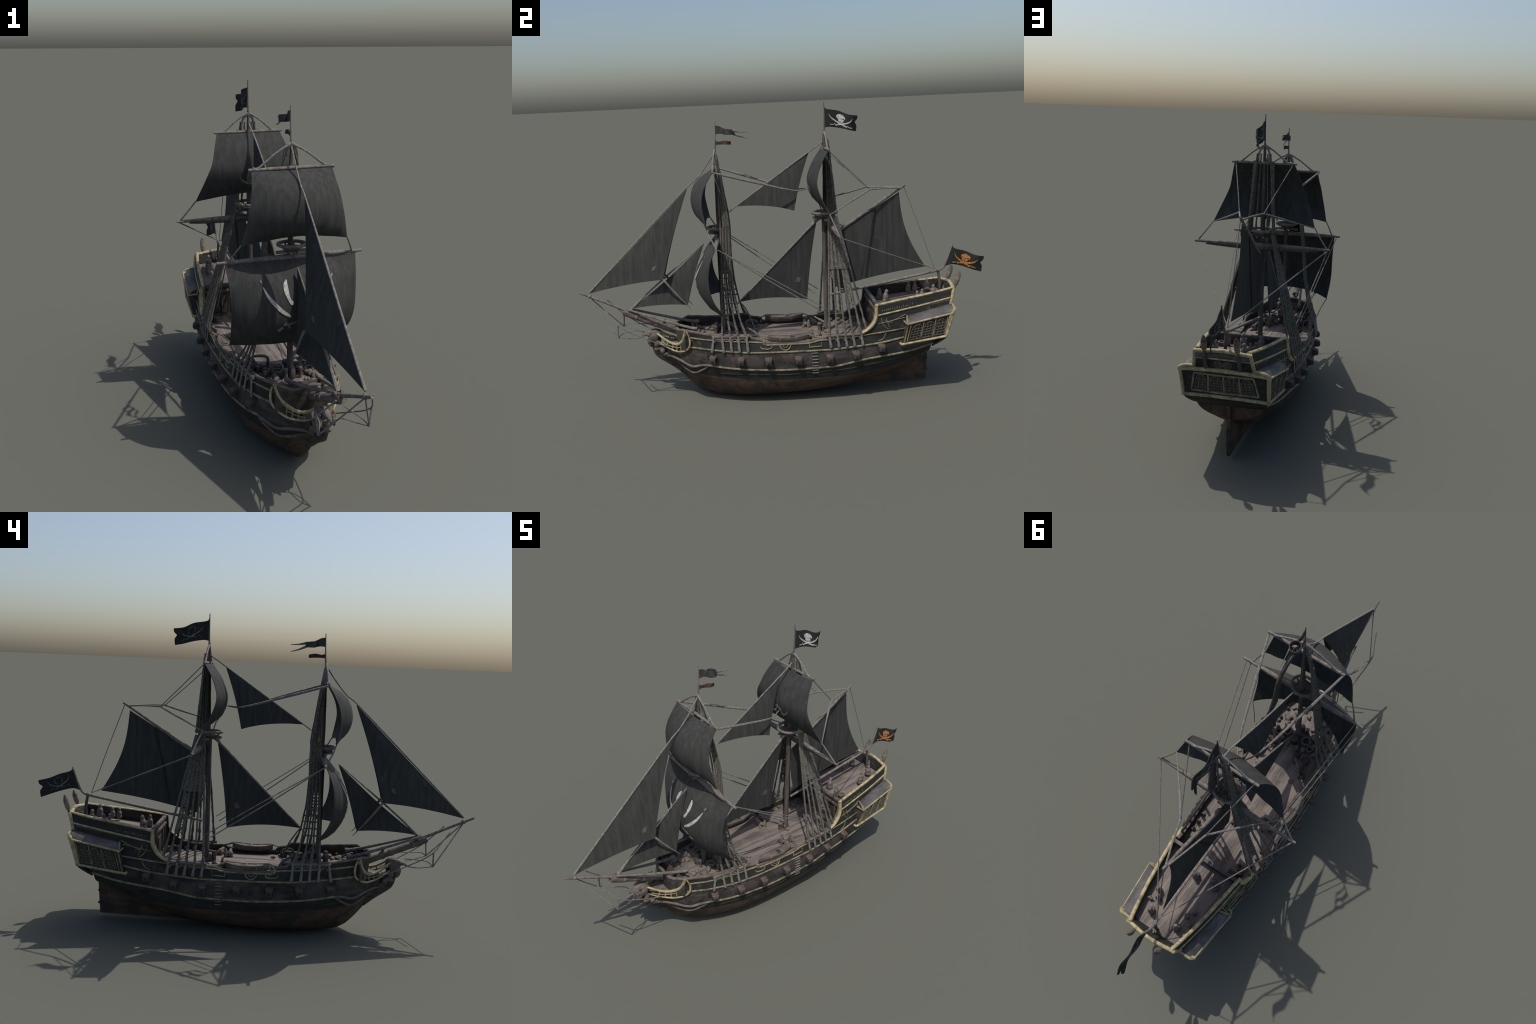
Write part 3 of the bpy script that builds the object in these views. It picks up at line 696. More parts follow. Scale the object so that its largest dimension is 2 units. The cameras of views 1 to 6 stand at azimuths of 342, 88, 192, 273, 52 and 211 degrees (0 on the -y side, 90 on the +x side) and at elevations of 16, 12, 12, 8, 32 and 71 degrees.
# ------------------------------------------------------------------ shrouds, ratlines, lifts
def at(strand, z):
    p = np.array(strand, float)[::-1]
    return np.array([np.interp(z, p[:, 2], p[:, k]) for k in range(2)] + [z])
def shroud_set(name, strands, par, r, ratz, knob=True, rr=.0020):
    """strands: polylines from masthead to rail; ratz: heights of rungs"""
    mb = MB(); rungs = MB()
    for st in strands:
        k = 30; z0, z1 = st[0][2], st[-1][2]; pts = []; rs = []
        for i in range(k + 1):
            z = z0 + (z1 - z0) * i / k; pts.append(at(st, z) + np.array([rng.uniform(-1, 1) * .0008 for _ in range(3)]))
            q = r * (1 + .25 * i / k)
            if knob: q += .0032 * math.exp(-((z - .388) / .010) ** 2) + .0022 * math.exp(-((z - .350) / .014) ** 2)
            rs.append(q * (1 + rng.uniform(-.15, .15)))
        mb.tube(pts, rs, 7)
    for z in ratz:
        row = [at(st, z) for st in strands]
        for p, q in zip(row[:-1], row[1:]):
            if rng.random() < .9: rungs.tube([p, (p + q) / 2 + np.array((0, 0, -.0012)), q], [rr * 1.4, rr, rr * 1.4], 5)
    o = mb.obj(name, 'rope', par)
    if rungs.v: rungs.obj('ratline', 'rope', o, kind='stuff')
def web(name, strands, z0, z1, par, holes=.0, cell=.011, th=.004, seed=1):
    """fused ratline net between the outer shrouds, pierced by irregular holes"""
    r_ = random.Random(seed); bm = bmesh.new(); n = len(strands); m = (n - 1) * 4 + 1; zs = np.arange(z0, z1, cell / 3); grid = []
    for z in zs:
        row = []
        for k in range(m):
            u = k / 4; i = min(int(u), n - 2); f = u - i
            p = at(strands[i], z) * (1 - f) + at(strands[i + 1], z) * f
            p = p + np.array((math.copysign(1, p[0]) * .0036 * math.cos(2 * math.pi * f) + r_.uniform(-.0006, .0006), 0, 0))
            row.append(bm.verts.new(p))
        grid.append(row)
    dead = set()
    for k in range(n - 1):
        for q in range(int(len(zs) / 3)):
            prob = holes * (1.35 - q * 3 / len(zs))
            if r_.random() < prob: dead |= {(q * 3 + a, k * 4 + b) for a in (0, 1) for b in (1, 2)}
    for i in range(len(zs) - 1):
        for j in range(m - 1):
            if (i, j) not in dead: bm.faces.new((grid[i][j], grid[i][j + 1], grid[i + 1][j + 1], grid[i + 1][j]))
    bmesh.ops.recalc_face_normals(bm, faces=bm.faces)
    bmesh.ops.solidify(bm, geom=bm.faces[:], thickness=th)
    me = bpy.data.meshes.new(name); bm.to_mesh(me); bm.free(); me.materials.append(M['rope'])
    me.polygons.foreach_set('use_smooth', [True] * len(me.polygons)); me.set_sharp_from_angle(angle=math.radians(60))
    o = bpy.data.objects.new(name, me); o['kind'] = 'stuff'; link(o, par)
for sg in (1, -1):
    ys = (.193, .231, .269, .306, .346)
    feet = [hp(y, .330, .010, sg) for y in ys] + [hp(.372, .352, .000, sg)]
    st = [[(sg * .053, y, .880), f] for y, f in zip((.222, .230, .238, .246, .255, .262), feet)]
    shroud_set('main_shroud', st, mm, .0040, [])
    web('ratline', st, .635, .875, mm, .05, seed=3); web('ratline', st[3:5], .45, .64, mm, .45, seed=5); web('ratline', st[0:2], .59, .64, mm, .3, seed=6)
    st = [[(sg * x, y, 1.24), (sg * a, b, .888)] for x, y, a, b in ((.028, .222, .050, .222), (.029, .226, .054, .236), (.030, .230, .057, .249), (.030, .234, .058, .262))]
    shroud_set('topmast_shroud', st, mm, .0034, [], False)
    web('ratline', st, .895, 1.21, mm, .06, seed=9)
    shroud_set('topmast_shroud', [[(sg * .015, .224, 1.24), (sg * .027, .240, .890)]], mm, .0034, [], False)
    # the fore rigging runs unbroken from masthead over the rim of the top down to the channel
    st = []
    for k, y in enumerate((-.313, -.274, -.237, -.199)):
        u = k / 3
        st.append([(sg * .010, -.302 + .006 * u, 1.195), (sg * .046, -.297 + .017 * u, 1.08), (sg * .088, -.292 + .040 * u, .870), (sg * .104, -.300 + .046 * u, .70), (sg * .120, -.305 + .058 * u, .56), (sg * .150, -.309 + .085 * u, .42), hp(y, .352, .008, sg)])
    shroud_set('fore_shroud', st, fm, .0037, [z for z in np.arange(.47, .66, .030)], rr=.0030)
    web('ratline', st, .655, .86, fm, .10, seed=7); web('ratline', st[2:4], .55, .66, fm, .7, .02, seed=8); web('ratline', st[1:4], .86, 1.10, fm, .55, .015, seed=10)
    # mast-head spreaders and yard lifts
    for m_, jy, jz, yz, yy, w in ((mm, .220, 1.279, 1.203, .222, .108), (fm, -.302, 1.214, 1.132, -.312, .128)):
        single('yard_lift', 'line', [(0, jy, jz), (sg * w * .45, (jy + yy) / 2, jz - (jz - yz) * .38), (sg * w, yy, yz), (sg * (w + .02), yy, yz)], [.0058, .0038, .0042, .005], m_, n=7, steps=16)
        single('masthead_strut', 'line', [(0, jy, jz - .004), (sg * .018, jy + .004, jz - .022), (sg * .026, jy + .008, jz - .050), (sg * .024, jy + .008, jz - .085)], [.006, .005, .0046, .005], m_, n=7, steps=14)
    # channels and chain plates
    for cy0, cy1, zz, lst in ((.180, .362, .331, (.193, .231, .269, .306, .346)), (-.362, -.186, .348, (-.352, -.313, -.274, -.237, -.197))):
        mb = MB(); mb.tube([hp(y, zz, .005, sg) for y in np.linspace(cy0, cy1, 20)], .0078, 8, .08, (1.0, 1.0)); ch = mb.obj('channel', 'wood')
        for y in lst:
            mb = MB(); a = Vector(hp(y, zz + .006, .010, sg)); lean = .012 if cy0 > 0 else (-.012 if y < -.34 else .004)
            b = Vector(hp(y + lean * (.6 if cy0 > 0 else 1), .279, .010, sg)); mb.tube([a, a.lerp(b, .25), a.lerp(b, .7), b, b + Vector((0, 0, -.004))], [.0058, .0052, .0062, .0078, .006], 8, .04, (1, .7)); mb.obj('chain_plate', 'line', ch)
        mb = MB()
        for y0, y1 in zip(lst[:-1], lst[1:]):   # low arches joining the plates under the channel
            zt = zz - .010
            mb.tube(curve([hp(y0 + .003, zt - .016, .006, sg), hp(y0 + .009, zt - .003, .006, sg), hp((y0 + y1) / 2, zt, .006, sg), hp(y1 - .009, zt - .003, .006, sg), hp(y1 - .003, zt - .016, .006, sg)], 12), .0042, 6, flat=(1, .8))
        mb.obj('chain_arch', 'wood', ch)

# ------------------------------------------------------------------ sails
def square_sail(name, leech, centre, par, nu=33, nv=29, th=.0026, pw=1.6):
    """leech: (x, y, z) down one side; centre: (y, z) down the middle. returns surface function"""
    L = curve(leech, nv); C = curve([(0, a, b) for a, b in centre], nv)
    def P(u, v):
        i = v * (nv - 1); k = min(int(i), nv - 2); f = i - k
        l = L[k] * (1 - f) + L[k + 1] * f; c = C[k] * (1 - f) + C[k + 1] * f
        w = 1 - abs(u) ** pw
        return np.array((u * l[0], l[1] + (c[1] - l[1]) * w + .0012 * math.sin(u * 19) * v, l[2] + (c[2] - l[2]) * w))
    mb = MB(); mb.sheet([[P(u, v) for v in np.linspace(0, 1, nv)] for u in np.linspace(-1, 1, nu)], th)
    mb.obj(name, 'sail', par)
    return P
ft = square_sail('fore_topsail', [(.155, -.314, 1.122), (.160, -.340, 1.080), (.169, -.360, 1.035), (.178, -.369, .985), (.191, -.363, .930), (.206, -.351, .862)],
                 [(-.324, 1.120), (-.375, 1.092), (-.412, 1.050), (-.428, .996), (-.423, .945), (-.400, .905), (-.360, .886)], fm, pw=1.75)
fc = square_sail('fore_course', [(.258, -.316, .788), (.250, -.345, .719), (.246, -.356, .65), (.246, -.352, .587), (.243, -.332, .527), (.236, -.287, .462)],
                 [(-.324, .790), (-.377, .735), (-.415, .665), (-.427, .598), (-.414, .535), (-.385, .486)], fm, pw=2.3)
mt = square_sail('main_topsail', [(.140, .219, 1.193), (.158, .186, 1.14), (.175, .163, 1.08), (.192, .160, 1.04), (.212, .174, .990), (.240, .207, .915)],
                 [(.206, 1.195), (.160, 1.130), (.134, 1.060), (.139, 1.010), (.155, .970), (.176, .948)], mm)
for sg in (1, -1):   # clew lines
    single('clew_line', 'line', [(sg * .205, -.351, .866), (sg * .222, -.338, .838), (sg * .245, -.315, .797)], [.0028, .0032, .004], fm, n=6, steps=8)
    single('clew_line', 'line', [(sg * .240, .207, .917), (sg * .265, .222, .880), (sg * .304, .240, .828)], [.0028, .0032, .004], mm, n=6, steps=8)
    single('clew_line', 'rope', [(sg * .237, -.287, .463), (sg * .214, -.262, .42), (sg * .195, -.235, .372)], [.0022, .002, .002], fm, n=6, steps=8)

def ribbon(name, mat, surf, paths, par, off, th=.0016):
    """raised paint strokes on a surface function surf(u, v); paths: list of [(u, v, half width)...]"""
    mb = MB(); d = 1e-3
    for path in paths:
        p = curve([(a, b, w) for a, b, w in path], max(8, len(path) * 5)); rows = []
        S_ = [np.array(surf(a, b)) for a, b, w in p]
        for i, (a, b, w) in enumerate(p):
            c = S_[i]; du = np.array(surf(a + d, b)) - np.array(surf(a - d, b)); dv = np.array(surf(a, b + d)) - np.array(surf(a, b - d))
            n = np.cross(du, dv); n /= np.linalg.norm(n)
            t = S_[min(i + 1, len(p) - 1)] - S_[max(i - 1, 0)]; s = np.cross(n, t); s /= max(np.linalg.norm(s), 1e-9)
            rows.append([c + n * off - s * max(w, .0004), c + n * off, c + n * off + s * max(w, .0004)])
        mb.sheet(rows, th)
    return mb.obj(name, mat, par)

def disc(name, mat, surf, u0, v0, ru, rv, par, off, th=.0016, squash=0):
    mb = MB(); d = 1e-3; n = 16
    du = np.array(surf(u0 + d, v0)) - np.array(surf(u0 - d, v0)); dv = np.array(surf(u0, v0 + d)) - np.array(surf(u0, v0 - d))
    nn = np.cross(du, dv); nn /= np.linalg.norm(nn)
    vs = []
    for k in (off, off - th):
        for j in range(n):
            a = 2 * math.pi * j / n
            q = 1 - squash * max(0, math.sin(a)); vs.append(np.array(surf(u0 + ru * q * math.cos(a), v0 + rv * math.sin(a))) + nn * k)
    mb.add(vs, [tuple(range(n)), tuple(range(2 * n - 1, n - 1, -1))] + [(i, (i + 1) % n, n + (i + 1) % n, n + i) for i in range(n)])
    return mb.obj(name, mat, par)

def skull_emblem(surf, par, mat, dark, off, u, v, su, sv, sgn=1):
    """skull over crossed cutlasses centred at (u, v) with half sizes su, sv"""
    q = lambda a, b: (u + a * su, v + b * sv)
    o = off * sgn; e = .0006 * sgn
    disc('skull', mat, surf, *q(0, -.42), su * .40, sv * .45, par, o)
    disc('skull', mat, surf, *q(0, .02), su * .25, sv * .36, par, o + e * .5)
    for a in (-.17, .17): disc('eye_socket', dark, surf, *q(a, -.30), su * .115, sv * .13, par, o + 2 * e)
    disc('eye_socket', dark, surf, *q(0, -.06), su * .05, sv * .08, par, o + 2 * e)
    for a in (-.1, 0, .1): disc('eye_socket', dark, surf, *q(a, .2), su * .02, sv * .07, par, o + 2 * e)
    for s in (-1, 1):
        k = np.linalg.norm(np.array(surf(u + su, v)) - np.array(surf(u, v))) 
        ribbon('cutlass', mat, surf, [[(*q(s * -1.02, -.62), .002 * k), (*q(s * -.8, -.1), .05 * k), (*q(s * -.35, .38), .065 * k), (*q(s * .12, .66), .062 * k), (*q(s * .48, .83), .045 * k)],
                                       [(*q(s * .44, .98), .03 * k), (*q(s * .60, .60), .03 * k)], [(*q(s * .62, .80), .03 * k), (*q(s * .98, .86), .05 * k)]], par, o + (.0003 if s > 0 else .0012) * sgn)

off = -.0026
def side(surf):  # orientation of normals for ribbons on square sails: forward is -y
    d = 1e-3; n = np.cross(np.array(surf(d, .5)) - np.array(surf(-d, .5)), np.array(surf(0, .5 + d)) - np.array(surf(0, .5 - d)))
    return -1 if n[1] > 0 else 1
s_ = side(fc)
for sg in (1, -1):
    ribbon('sail_cutlass', 'white', fc, [[(sg * -.535, .275, .0015), (sg * -.485, .365, .0050), (sg * -.395, .460, .0068), (sg * -.285, .545, .0068), (sg * -.17, .605, .0045)]], fm, .0028 * s_)
    ribbon('sail_cutlass', 'grey', fc, [[(sg * -.56, .20, .003), (sg * -.545, .235, .003)], [(sg * .07, .665, .003), (sg * .18, .690, .004), (sg * .27, .70, .003)], [(sg * .17, .745, .003), (sg * .24, .67, .003)], [(sg * .28, .73, .004), (sg * .35, .77, .005)]], fm, .0028 * s_)
    ribbon('sail_skull_cheek', 'white', fc, [[(sg * -.178, .225, .002), (sg * -.205, .275, .0075), (sg * -.205, .34, .0085), (sg * -.19, .395, .006), (sg * -.165, .44, .006), (sg * -.135, .465, .0075), (sg * -.12, .472, .003)]], fm, .0028 * s_)
    ribbon('sail_cutlass', 'grey', mt, [[(sg * -.34, .60, .001), (sg * -.27, .67, .0035), (sg * -.16, .73, .004), (sg * -.05, .76, .002)]], mm, .0024 * s_)
for k, (u, v) in enumerate(((-.06, .56), (-.01, .54), (.04, .57), (.08, .60), (.12, .68), (-.10, .66))):
    ribbon('sail_paint_fleck', 'grey', mt, [[(u, v, .001), (u + .012, v + .05, .0035), (u + .02, v + .10, .001)]], mm, .0024 * s_)

def tri_sail(name, A, B, C, sag=(0, 0, 0), belly=.0, par=root, n=26, th=.0026, rope=True):
    """triangle head A, tack B, clew C; sag = inward hollow of luff AB, foot BC, leech CA"""
    A, B, C = map(np.array, (A, B, C)); G_ = (A + B + C) / 3
    def P(u, v):  # v: head->foot, u: luff->leech
        b = A + (B - A) * v; c = A + (C - A) * v
        lb = b + (G_ - b) * sag[0] * 4 * v * (1 - v); lc = c + (G_ - c) * sag[2] * 4 * v * (1 - v)
        p = lb + (lc - lb) * u
        p = p + (A - (B + C) / 2) / np.linalg.norm(A - (B + C) / 2) * sag[1] * 4 * u * (1 - u) * v ** 3
        p[0] += belly * math.sin(math.pi * u) * math.sin(math.pi * min(v, 1) * .8) 
        return p
    mb = MB(); vs = np.linspace(.012, 1, n); mb.sheet([[P(u, v) for v in vs] for u in np.linspace(0, 1, 15)], th)
    ob = mb.obj(name, 'sail', par)
    return P, ob
# the head sails are set double, two cloths sharing a luff and parting towards the clews
for sg in (1, -1):
    P_, o_ = tri_sail('jib', (0, -.441, 1.044), (0, -.952, .552), (sg * .050, -.584, .613), (.035, .012, .07), sg * .004)
    if sg > 0: jibP, jib = P_, o_
    else: jibN, jibn = P_, o_
    tri_sail('fore_staysail', (0, -.379, .771), (0, -.752, .464), (sg * .037, -.475, .477), (.17, .012, .06), sg * .003)
    tri_sail('topmast_staysail', (.0, .143, 1.182), (0, -.212, .943), (sg * .031, .063, .912), (.0, .016, .07), sg * .003)
lsP, ls = tri_sail('main_staysail', (0, .170, .849), (0, -.222, .468), (-.020, .114, .456), (.0, .018, .05), -.001)
# spanker (quadrilateral)
mb = MB(); pk, cl = np.array((0, .574, .972)), np.array((0, .703, .596))
luff = curve([(0, .224, .765), (0, .226, .68), (0, .232, .60), (0, .250, .515)], 24); G_ = []
for u in np.linspace(0, 1, 26):
    row = []
    for k, v in enumerate(np.linspace(0, 1, 24)):
        a = luff[k]; b = pk + (cl - pk) * v + np.array((0, -.030, -.004)) * math.sin(math.pi * v)
        p = a + (b - a) * u + np.array((.004 * math.sin(math.pi * u) * math.sin(math.pi * v), 0, .010 * math.sin(math.pi * u) * v ** 3)); row.append(p)
    G_.append(row)
mb.sheet(G_, .0026); sp = mb.obj('spanker', 'sail')
# patches
def patch(surf, ob, u, v, w):
    for k in (.0022, -.0022):
        mb = MB(); rows = [[surf(u + a, v + b) + np.array((k, 0, 0)) for b in np.linspace(-w * .8, w * .8, 4)] for a in np.linspace(-w, w, 4)]
        mb.sheet(rows, .0012); mb.obj('sail_patch', 'patch', ob)
patch(jibP, jib, .80, .86, .032); patch(jibN, jibn, .80, .86, .032); patch(lsP, ls, .78, .75, .045)
# seam folds drawn as raised cords on the spanker
single('sail_seam', 'flag', [(.003, .46, .90), (.003, .42, .74), (.003, .385, .57)], .0022, sp, n=5, steps=10)
single('sail_seam', 'flag', [(-.003, .46, .90), (-.003, .42, .74), (-.003, .385, .57)], .0022, sp, n=5, steps=10)

# luff ropes and stays
for nm, pts, r in (('jib_stay', [(0, -.302, 1.205), (0, -.36, 1.125), (0, -.405, 1.075), (0, -.44, 1.050), (0, -.70, .800), (0, -.952, .556)], [.0038, .0032, .003, .0042, .0042, .0048]),
                   ('fore_stay', [(0, -.38, .772), (0, -.57, .620), (0, -.70, .512), (0, -.757, .458)], [.0022, .0038, .0045, .008]),
                   ('topmast_stay', [(0, .212, 1.232), (.003, .147, 1.188), (0, -.03, 1.068), (0, -.212, .945), (0, -.25, .917)], [.003, .0032, .0034, .0032, .0022]),
                   ('main_stay', [(0, .196, .868), (0, .172, .856), (0, -.02, .668), (0, -.222, .470), (0, -.245, .446)], [.010, .0055, .0046, .0036, .003]),
                   ('peak_line', [(0, .598, .996), (0, .675, .79), (0, .748, .585)], .0019)):
    single(nm, 'line', pts, r, n=7, steps=24)
single('stay_tail', 'rope', [(0, -.222, .468), (0, -.195, .43), (.03, -.17, .38), (.06, -.15, .32)], [.003, .0035, .003, .0025], n=6, steps=12)
single('gaff', 'spar', [(0, .283, .802), (0, .44, .902), (0, .604, 1.006)], [.0085, .0080, .0055], n=9, steps=18, jit=.06)
single('boom', 'spar', [(0, .230, .480), (0, .50, .526), (0, .768, .573)], [.0062, .0068, .0062], n=9, steps=18, jit=.05)
mb = MB(); mb.ball((0, .766, .574), (.010, .012, .010)); mb.obj('boom_collar', 'spar')
single('boom_crutch', 'mast', [(0, .766, .570), (0, .773, .53), (0, .776, .485), (0, .777, .445)], [.006, .0075, .0065, .006], n=8, steps=12)
single('flag_pole', 'spar', [(0, .762, .572), (0, .788, .582), (0, .806, .612), (0, .838, .701)], [.0055, .006, .0048, .003], n=8, steps=16)
for sg in (1, -1):
    for nm, pts, r in (('fore_brace', [(.160, -.312, 1.124), (.105, -.125, 1.066), (.046, .062, 1.011), (.010, .133, 1.012)], [.0048, .0062, .0045, .0022]),
                       ('course_brace', [(.272, -.312, .794), (.228, -.06, .628), (.186, .186, .462)], .0021),
                       ('course_brace', [(.252, -.312, .790), (.208, -.07, .612), (.164, .170, .444)], [.0025, .0028, .0026]),
                       ('topsail_brace', [(.132, .222, 1.196), (.092, .324, 1.096), (.054, .424, .999)], .0022),
                       ('bridle', [(.054, .424, .999), (.028, .51, .998), (.004, .582, .992)], [.0042, .0036, .0045]),
                       ('bridle', [(.054, .424, .999), (.11, .355, .972), (.175, .28, .944), (.238, .208, .916)], [.0042, .0048, .003, .0022]),
                       ('main_brace', [(.306, .240, .822), (.16, .48, .708), (.0, .748, .583)], [.0032, .0026, .0018]),
                       ('jib_sheet', [(.006, -.588, .618), (.046, -.582, .612), (.047, -.52, .53), (.040, -.458, .455)], [.005, .0055, .0045, .0012])):
        single(nm, 'line', [(sg * a, b, c) for a, b, c in pts], r, n=7, steps=18)

# ------------------------------------------------------------------ flags
def flag(name, mat, edge_top, edge_bot, par, wave=.006, n=(30, 14), notch=None, waves=1.6):
    Tp = curve(edge_top, 60); Bt = curve(edge_bot, 60)
    def P(u, v):
        i = min(max(u, 0), 1) * 59; k = min(int(i), 58); f = i - k
        a = Tp[k] * (1 - f) + Tp[k + 1] * f; b = Bt[k] * (1 - f) + Bt[k + 1] * f
        p = a + (b - a) * v
        p[0] += wave * math.sin(u * 2 * math.pi * waves + v * .8) * u
        return p
    g = [[P(u * (1 - (notch(v) if notch else 0)), v) for v in np.linspace(0, 1, n[1])] for u in np.linspace(0, 1, n[0])]
    mb = MB(); mb.sheet(g, .0024); return P, mb.obj(name, mat, par)
nt_ = lambda v: .075 * math.exp(-((v - .42) / .13) ** 2)
mfP, mf = flag('skull_flag', 'flag', [(0, .2235, 1.395), (0, .232, 1.383), (0, .29, 1.371), (0, .335, 1.352), (0, .381, 1.344)], [(0, .2235, 1.296), (0, .25, 1.298), (0, .30, 1.289), (0, .345, 1.277), (0, .373, 1.271)], mm, .011, notch=nt_)
sfP, sf = flag('skull_flag', 'flag', [(0, .836, .694), (0, .85, .680), (0, .90, .664), (0, .95, .642), (0, .998, .630)], [(0, .798, .592), (0, .835, .600), (0, .88, .590), (0, .93, .572), (0, .985, .552)], root, .008, notch=nt_)
def out_sign(S_):
    d = 1e-2; n = np.cross(np.array(S_(.5 + d, .5)) - np.array(S_(.5 - d, .5)), np.array(S_(.5, .5 + d)) - np.array(S_(.5, .5 - d))); return 1 if n[0] > 0 else -1
for S_, ob, c in ((mfP, mf, 'white'), (sfP, sf, 'orange')):
    s1 = out_sign(S_)
    skull_emblem(S_, ob, c, 'flag', .0020, .52, .52, .31, .40, s1)
    # faded show-through on the back
    for s in (-1, 1):
        ribbon('faded_cutlass', 'grey', S_, [[(.52 - s * .28, .24, .0005), (.52 - s * .22, .46, .0022), (.52 - s * .08, .64, .0026), (.52 + s * .14, .80, .0012)], [(.52 + s * .18, .72, .001), (.52 + s * .27, .84, .001)]], ob, -.0020 * s1)
    ribbon('faded_skull', 'grey', S_, [[(.44, .50, .001), (.41, .36, .0012), (.46, .20, .001), (.54, .18, .001), (.61, .30, .0012), (.60, .46, .001), (.55, .56, .001)]], ob, -.0020 * s1)
pnt, pno = flag('pennant', 'pennant', [(0, -.292, 1.329), (0, -.275, 1.326), (.001, -.26, 1.319), (.004, -.246, 1.312)], [(0, -.293, 1.288), (0, -.275, 1.290), (.001, -.26, 1.288), (.004, -.246, 1.285)], fm, .002)
mb = MB(); mb.sheet([[(.020 * math.cos(a), -.228 + .021 * math.sin(a), z) for z in np.linspace(1.284, 1.309 - .003 * math.sin(a), 5)] for a in np.linspace(0, 2 * math.pi, 33)], .003)
mb.obj('pennant_loop', 'pennant', pno)
for a, b in (((.012, -.212, 1.303), (.004, -.140, 1.293)), ((-.006, -.210, 1.288), (-.002, -.142, 1.263))):
    single('pennant_tail', 'line', [a, ((a[0] + b[0]) / 2, -.178, (a[2] + b[2]) / 2 - .002), b], [.0065, .0035, .0015], pno, n=6, steps=10, flat=(1, .5))
pl, plo = flag('streamer', 'pennant_red', [(0, -.294, 1.259), (0, -.28, 1.254), (.010, -.25, 1.258), (.010, -.222, 1.253)], [(0, -.295, 1.238), (0, -.28, 1.240), (.010, -.25, 1.240), (.010, -.222, 1.238)], fm, .004)

# ------------------------------------------------------------------ ship's boats lying along the rails
for sg in (1, -1):
    mb = MB(); P = []; nb = 30
    for s in np.linspace(-1, 1, nb):
        w = .021 * (1 - abs(s) ** 3.2) ** .7 + .002; zt = .332 + .010 * s * s; zb = .302 + .016 * abs(s) ** 2.6; y = .002 + .097 * s; r = []
        for a in np.linspace(math.pi, 2 * math.pi, 11): r.append((sg * .172 + w * math.cos(a), y, zt + (zt - zb) * math.sin(a) * 1.0))
        P.append(r)
    mb.sheet(P, .004)
    for a, b in zip(P[:-1], P[1:]):
        q = [(p[0], p[1], p[2] - .003) for p in (a[0], a[-1], b[-1], b[0])]
        mb.add(q + [(p[0], p[1], p[2] - .004) for p in q], [(0, 1, 2, 3), (7, 6, 5, 4)])
    boat = mb.obj('rowing_boat', 'wood')
    mb = MB()
    for s in (-.45, .05, .5): mb.box((sg * .172, .002 + .097 * s, .331), (.038, .006, .004))
    mb.obj('thwart', 'wood', boat, bevel=.0008)
    mb = MB(); mb.box((sg * .172, .03, .3285), (.026, .04, .003)); mb.obj('boat_hatch', 'iron', boat)
    for s in (-.42, .38):
        mb = MB(); y = .002 + .097 * s; w = .0215 * (1 - abs(s) ** 3.2) ** .7
        mb.tube([(sg * .172 + (w + .0025) * math.cos(a), y, .334 + .0325 * math.sin(a)) for a in np.linspace(math.pi, 2 * math.pi, 14)], .0022, 6); mb.obj('boat_strap', 'line', boat)
    single('boat_lashing', 'spar', [(sg * .174, .097, .339), (sg * .180, .13, .326), (sg * .184, .19, .322), (sg * .184, .22, .326)], [.005, .0048, .0045, .004], n=7, steps=12)
    single('boat_lashing', 'spar', [(sg * .174, -.094, .340), (sg * .172, -.112, .332), (sg * .170, -.13, .330)], [.004, .003, .003], n=6, steps=8)

# ------------------------------------------------------------------ deck fittings
def deck_at(y): return (poopz(y) if y > .44 else deckz(y)) + .003
def barrel(x, y, r=.013, h=.03):
    mb = MB(); mb.lathe((x, y, deck_at(y) - .002), [(r * .78, 0), (r * .95, h * .25), (r, h * .5), (r * .95, h * .75), (r * .78, h), (r * .7, h), (r * .68, h * .93)], 14); mb.obj('barrel', 'wood')
def coil(x, y, r=.018):
    z = deck_at(y); mb = MB()
    pts = [(x + r * (1 - .1 * (k // 26 % 3)) * math.cos(k * .242), y + r * (1 - .1 * (k // 26 % 3)) * math.sin(k * .242), z + .004 + .0046 * k / 26) for k in range(26 * 5)]
    mb.tube(pts, .0034, 6, .1); mb.obj('rope_coil', 'rope')
def chest(x, y, a=0, s=(.03, .024, .022)):
    z = deck_at(y); mb = MB(); R = Matrix.Rotation(math.radians(a), 3, 'Z')
    mb.box((x, y, z + s[2] * .35), (s[0], s[1], s[2] * .7), 0, R); o = mb.obj('sea_chest', 'wood', bevel=.002)
    mb = MB(); mb.box((x, y, z + s[2] * .82), (s[0] * 1.04, s[1] * 1.04, s[2] * .28), 0, R); mb.obj('chest_lid', 'bulwark', o, bevel=.003)
def cannon(x, y, a, mat='iron', L=.052):
    z = deck_at(y); d = Vector((math.cos(math.radians(a)), math.sin(math.radians(a)), .06)); s_ = Vector((-d.y, d.x, 0))
    c = Vector((x, y, z)); mb = MB(); R = Matrix.Rotation(math.radians(a), 3, 'Z')
    for k in (-1, 1): mb.box(c + s_ * (.009 * k) + Vector((0, 0, .012)) - d * .006, (.036, .005, .015), 0, R)
    mb.box(c + Vector((0, 0, .008)) - d * .006, (.034, .018, .005), 0, R)
    g = mb.obj('deck_gun', 'stone', bevel=.0012)
    mb = MB()
    for k in (-1, 1):
        for q in (-.018, .008): mb.lathe(c + d * q + s_ * (.010 * k) + Vector((0, 0, .0052)), [(.0055, 0), (.0055, .004)], 12, axis=s_ * k)
    mb.obj('gun_wheel', 'wood', g)
    mb = MB(); mb.lathe(c + Vector((0, 0, .021)) - d * L * .5, [(.003, -.006), (.005, -.003), (.0045, 0), (.0092, .002), (.0088, L * .45), (.0068, L * .9), (.0082, L * .95), (.0078, L), (.0045, L), (.0045, L * .95)], 14, axis=d); mb.obj('gun_barrel', mat, g)
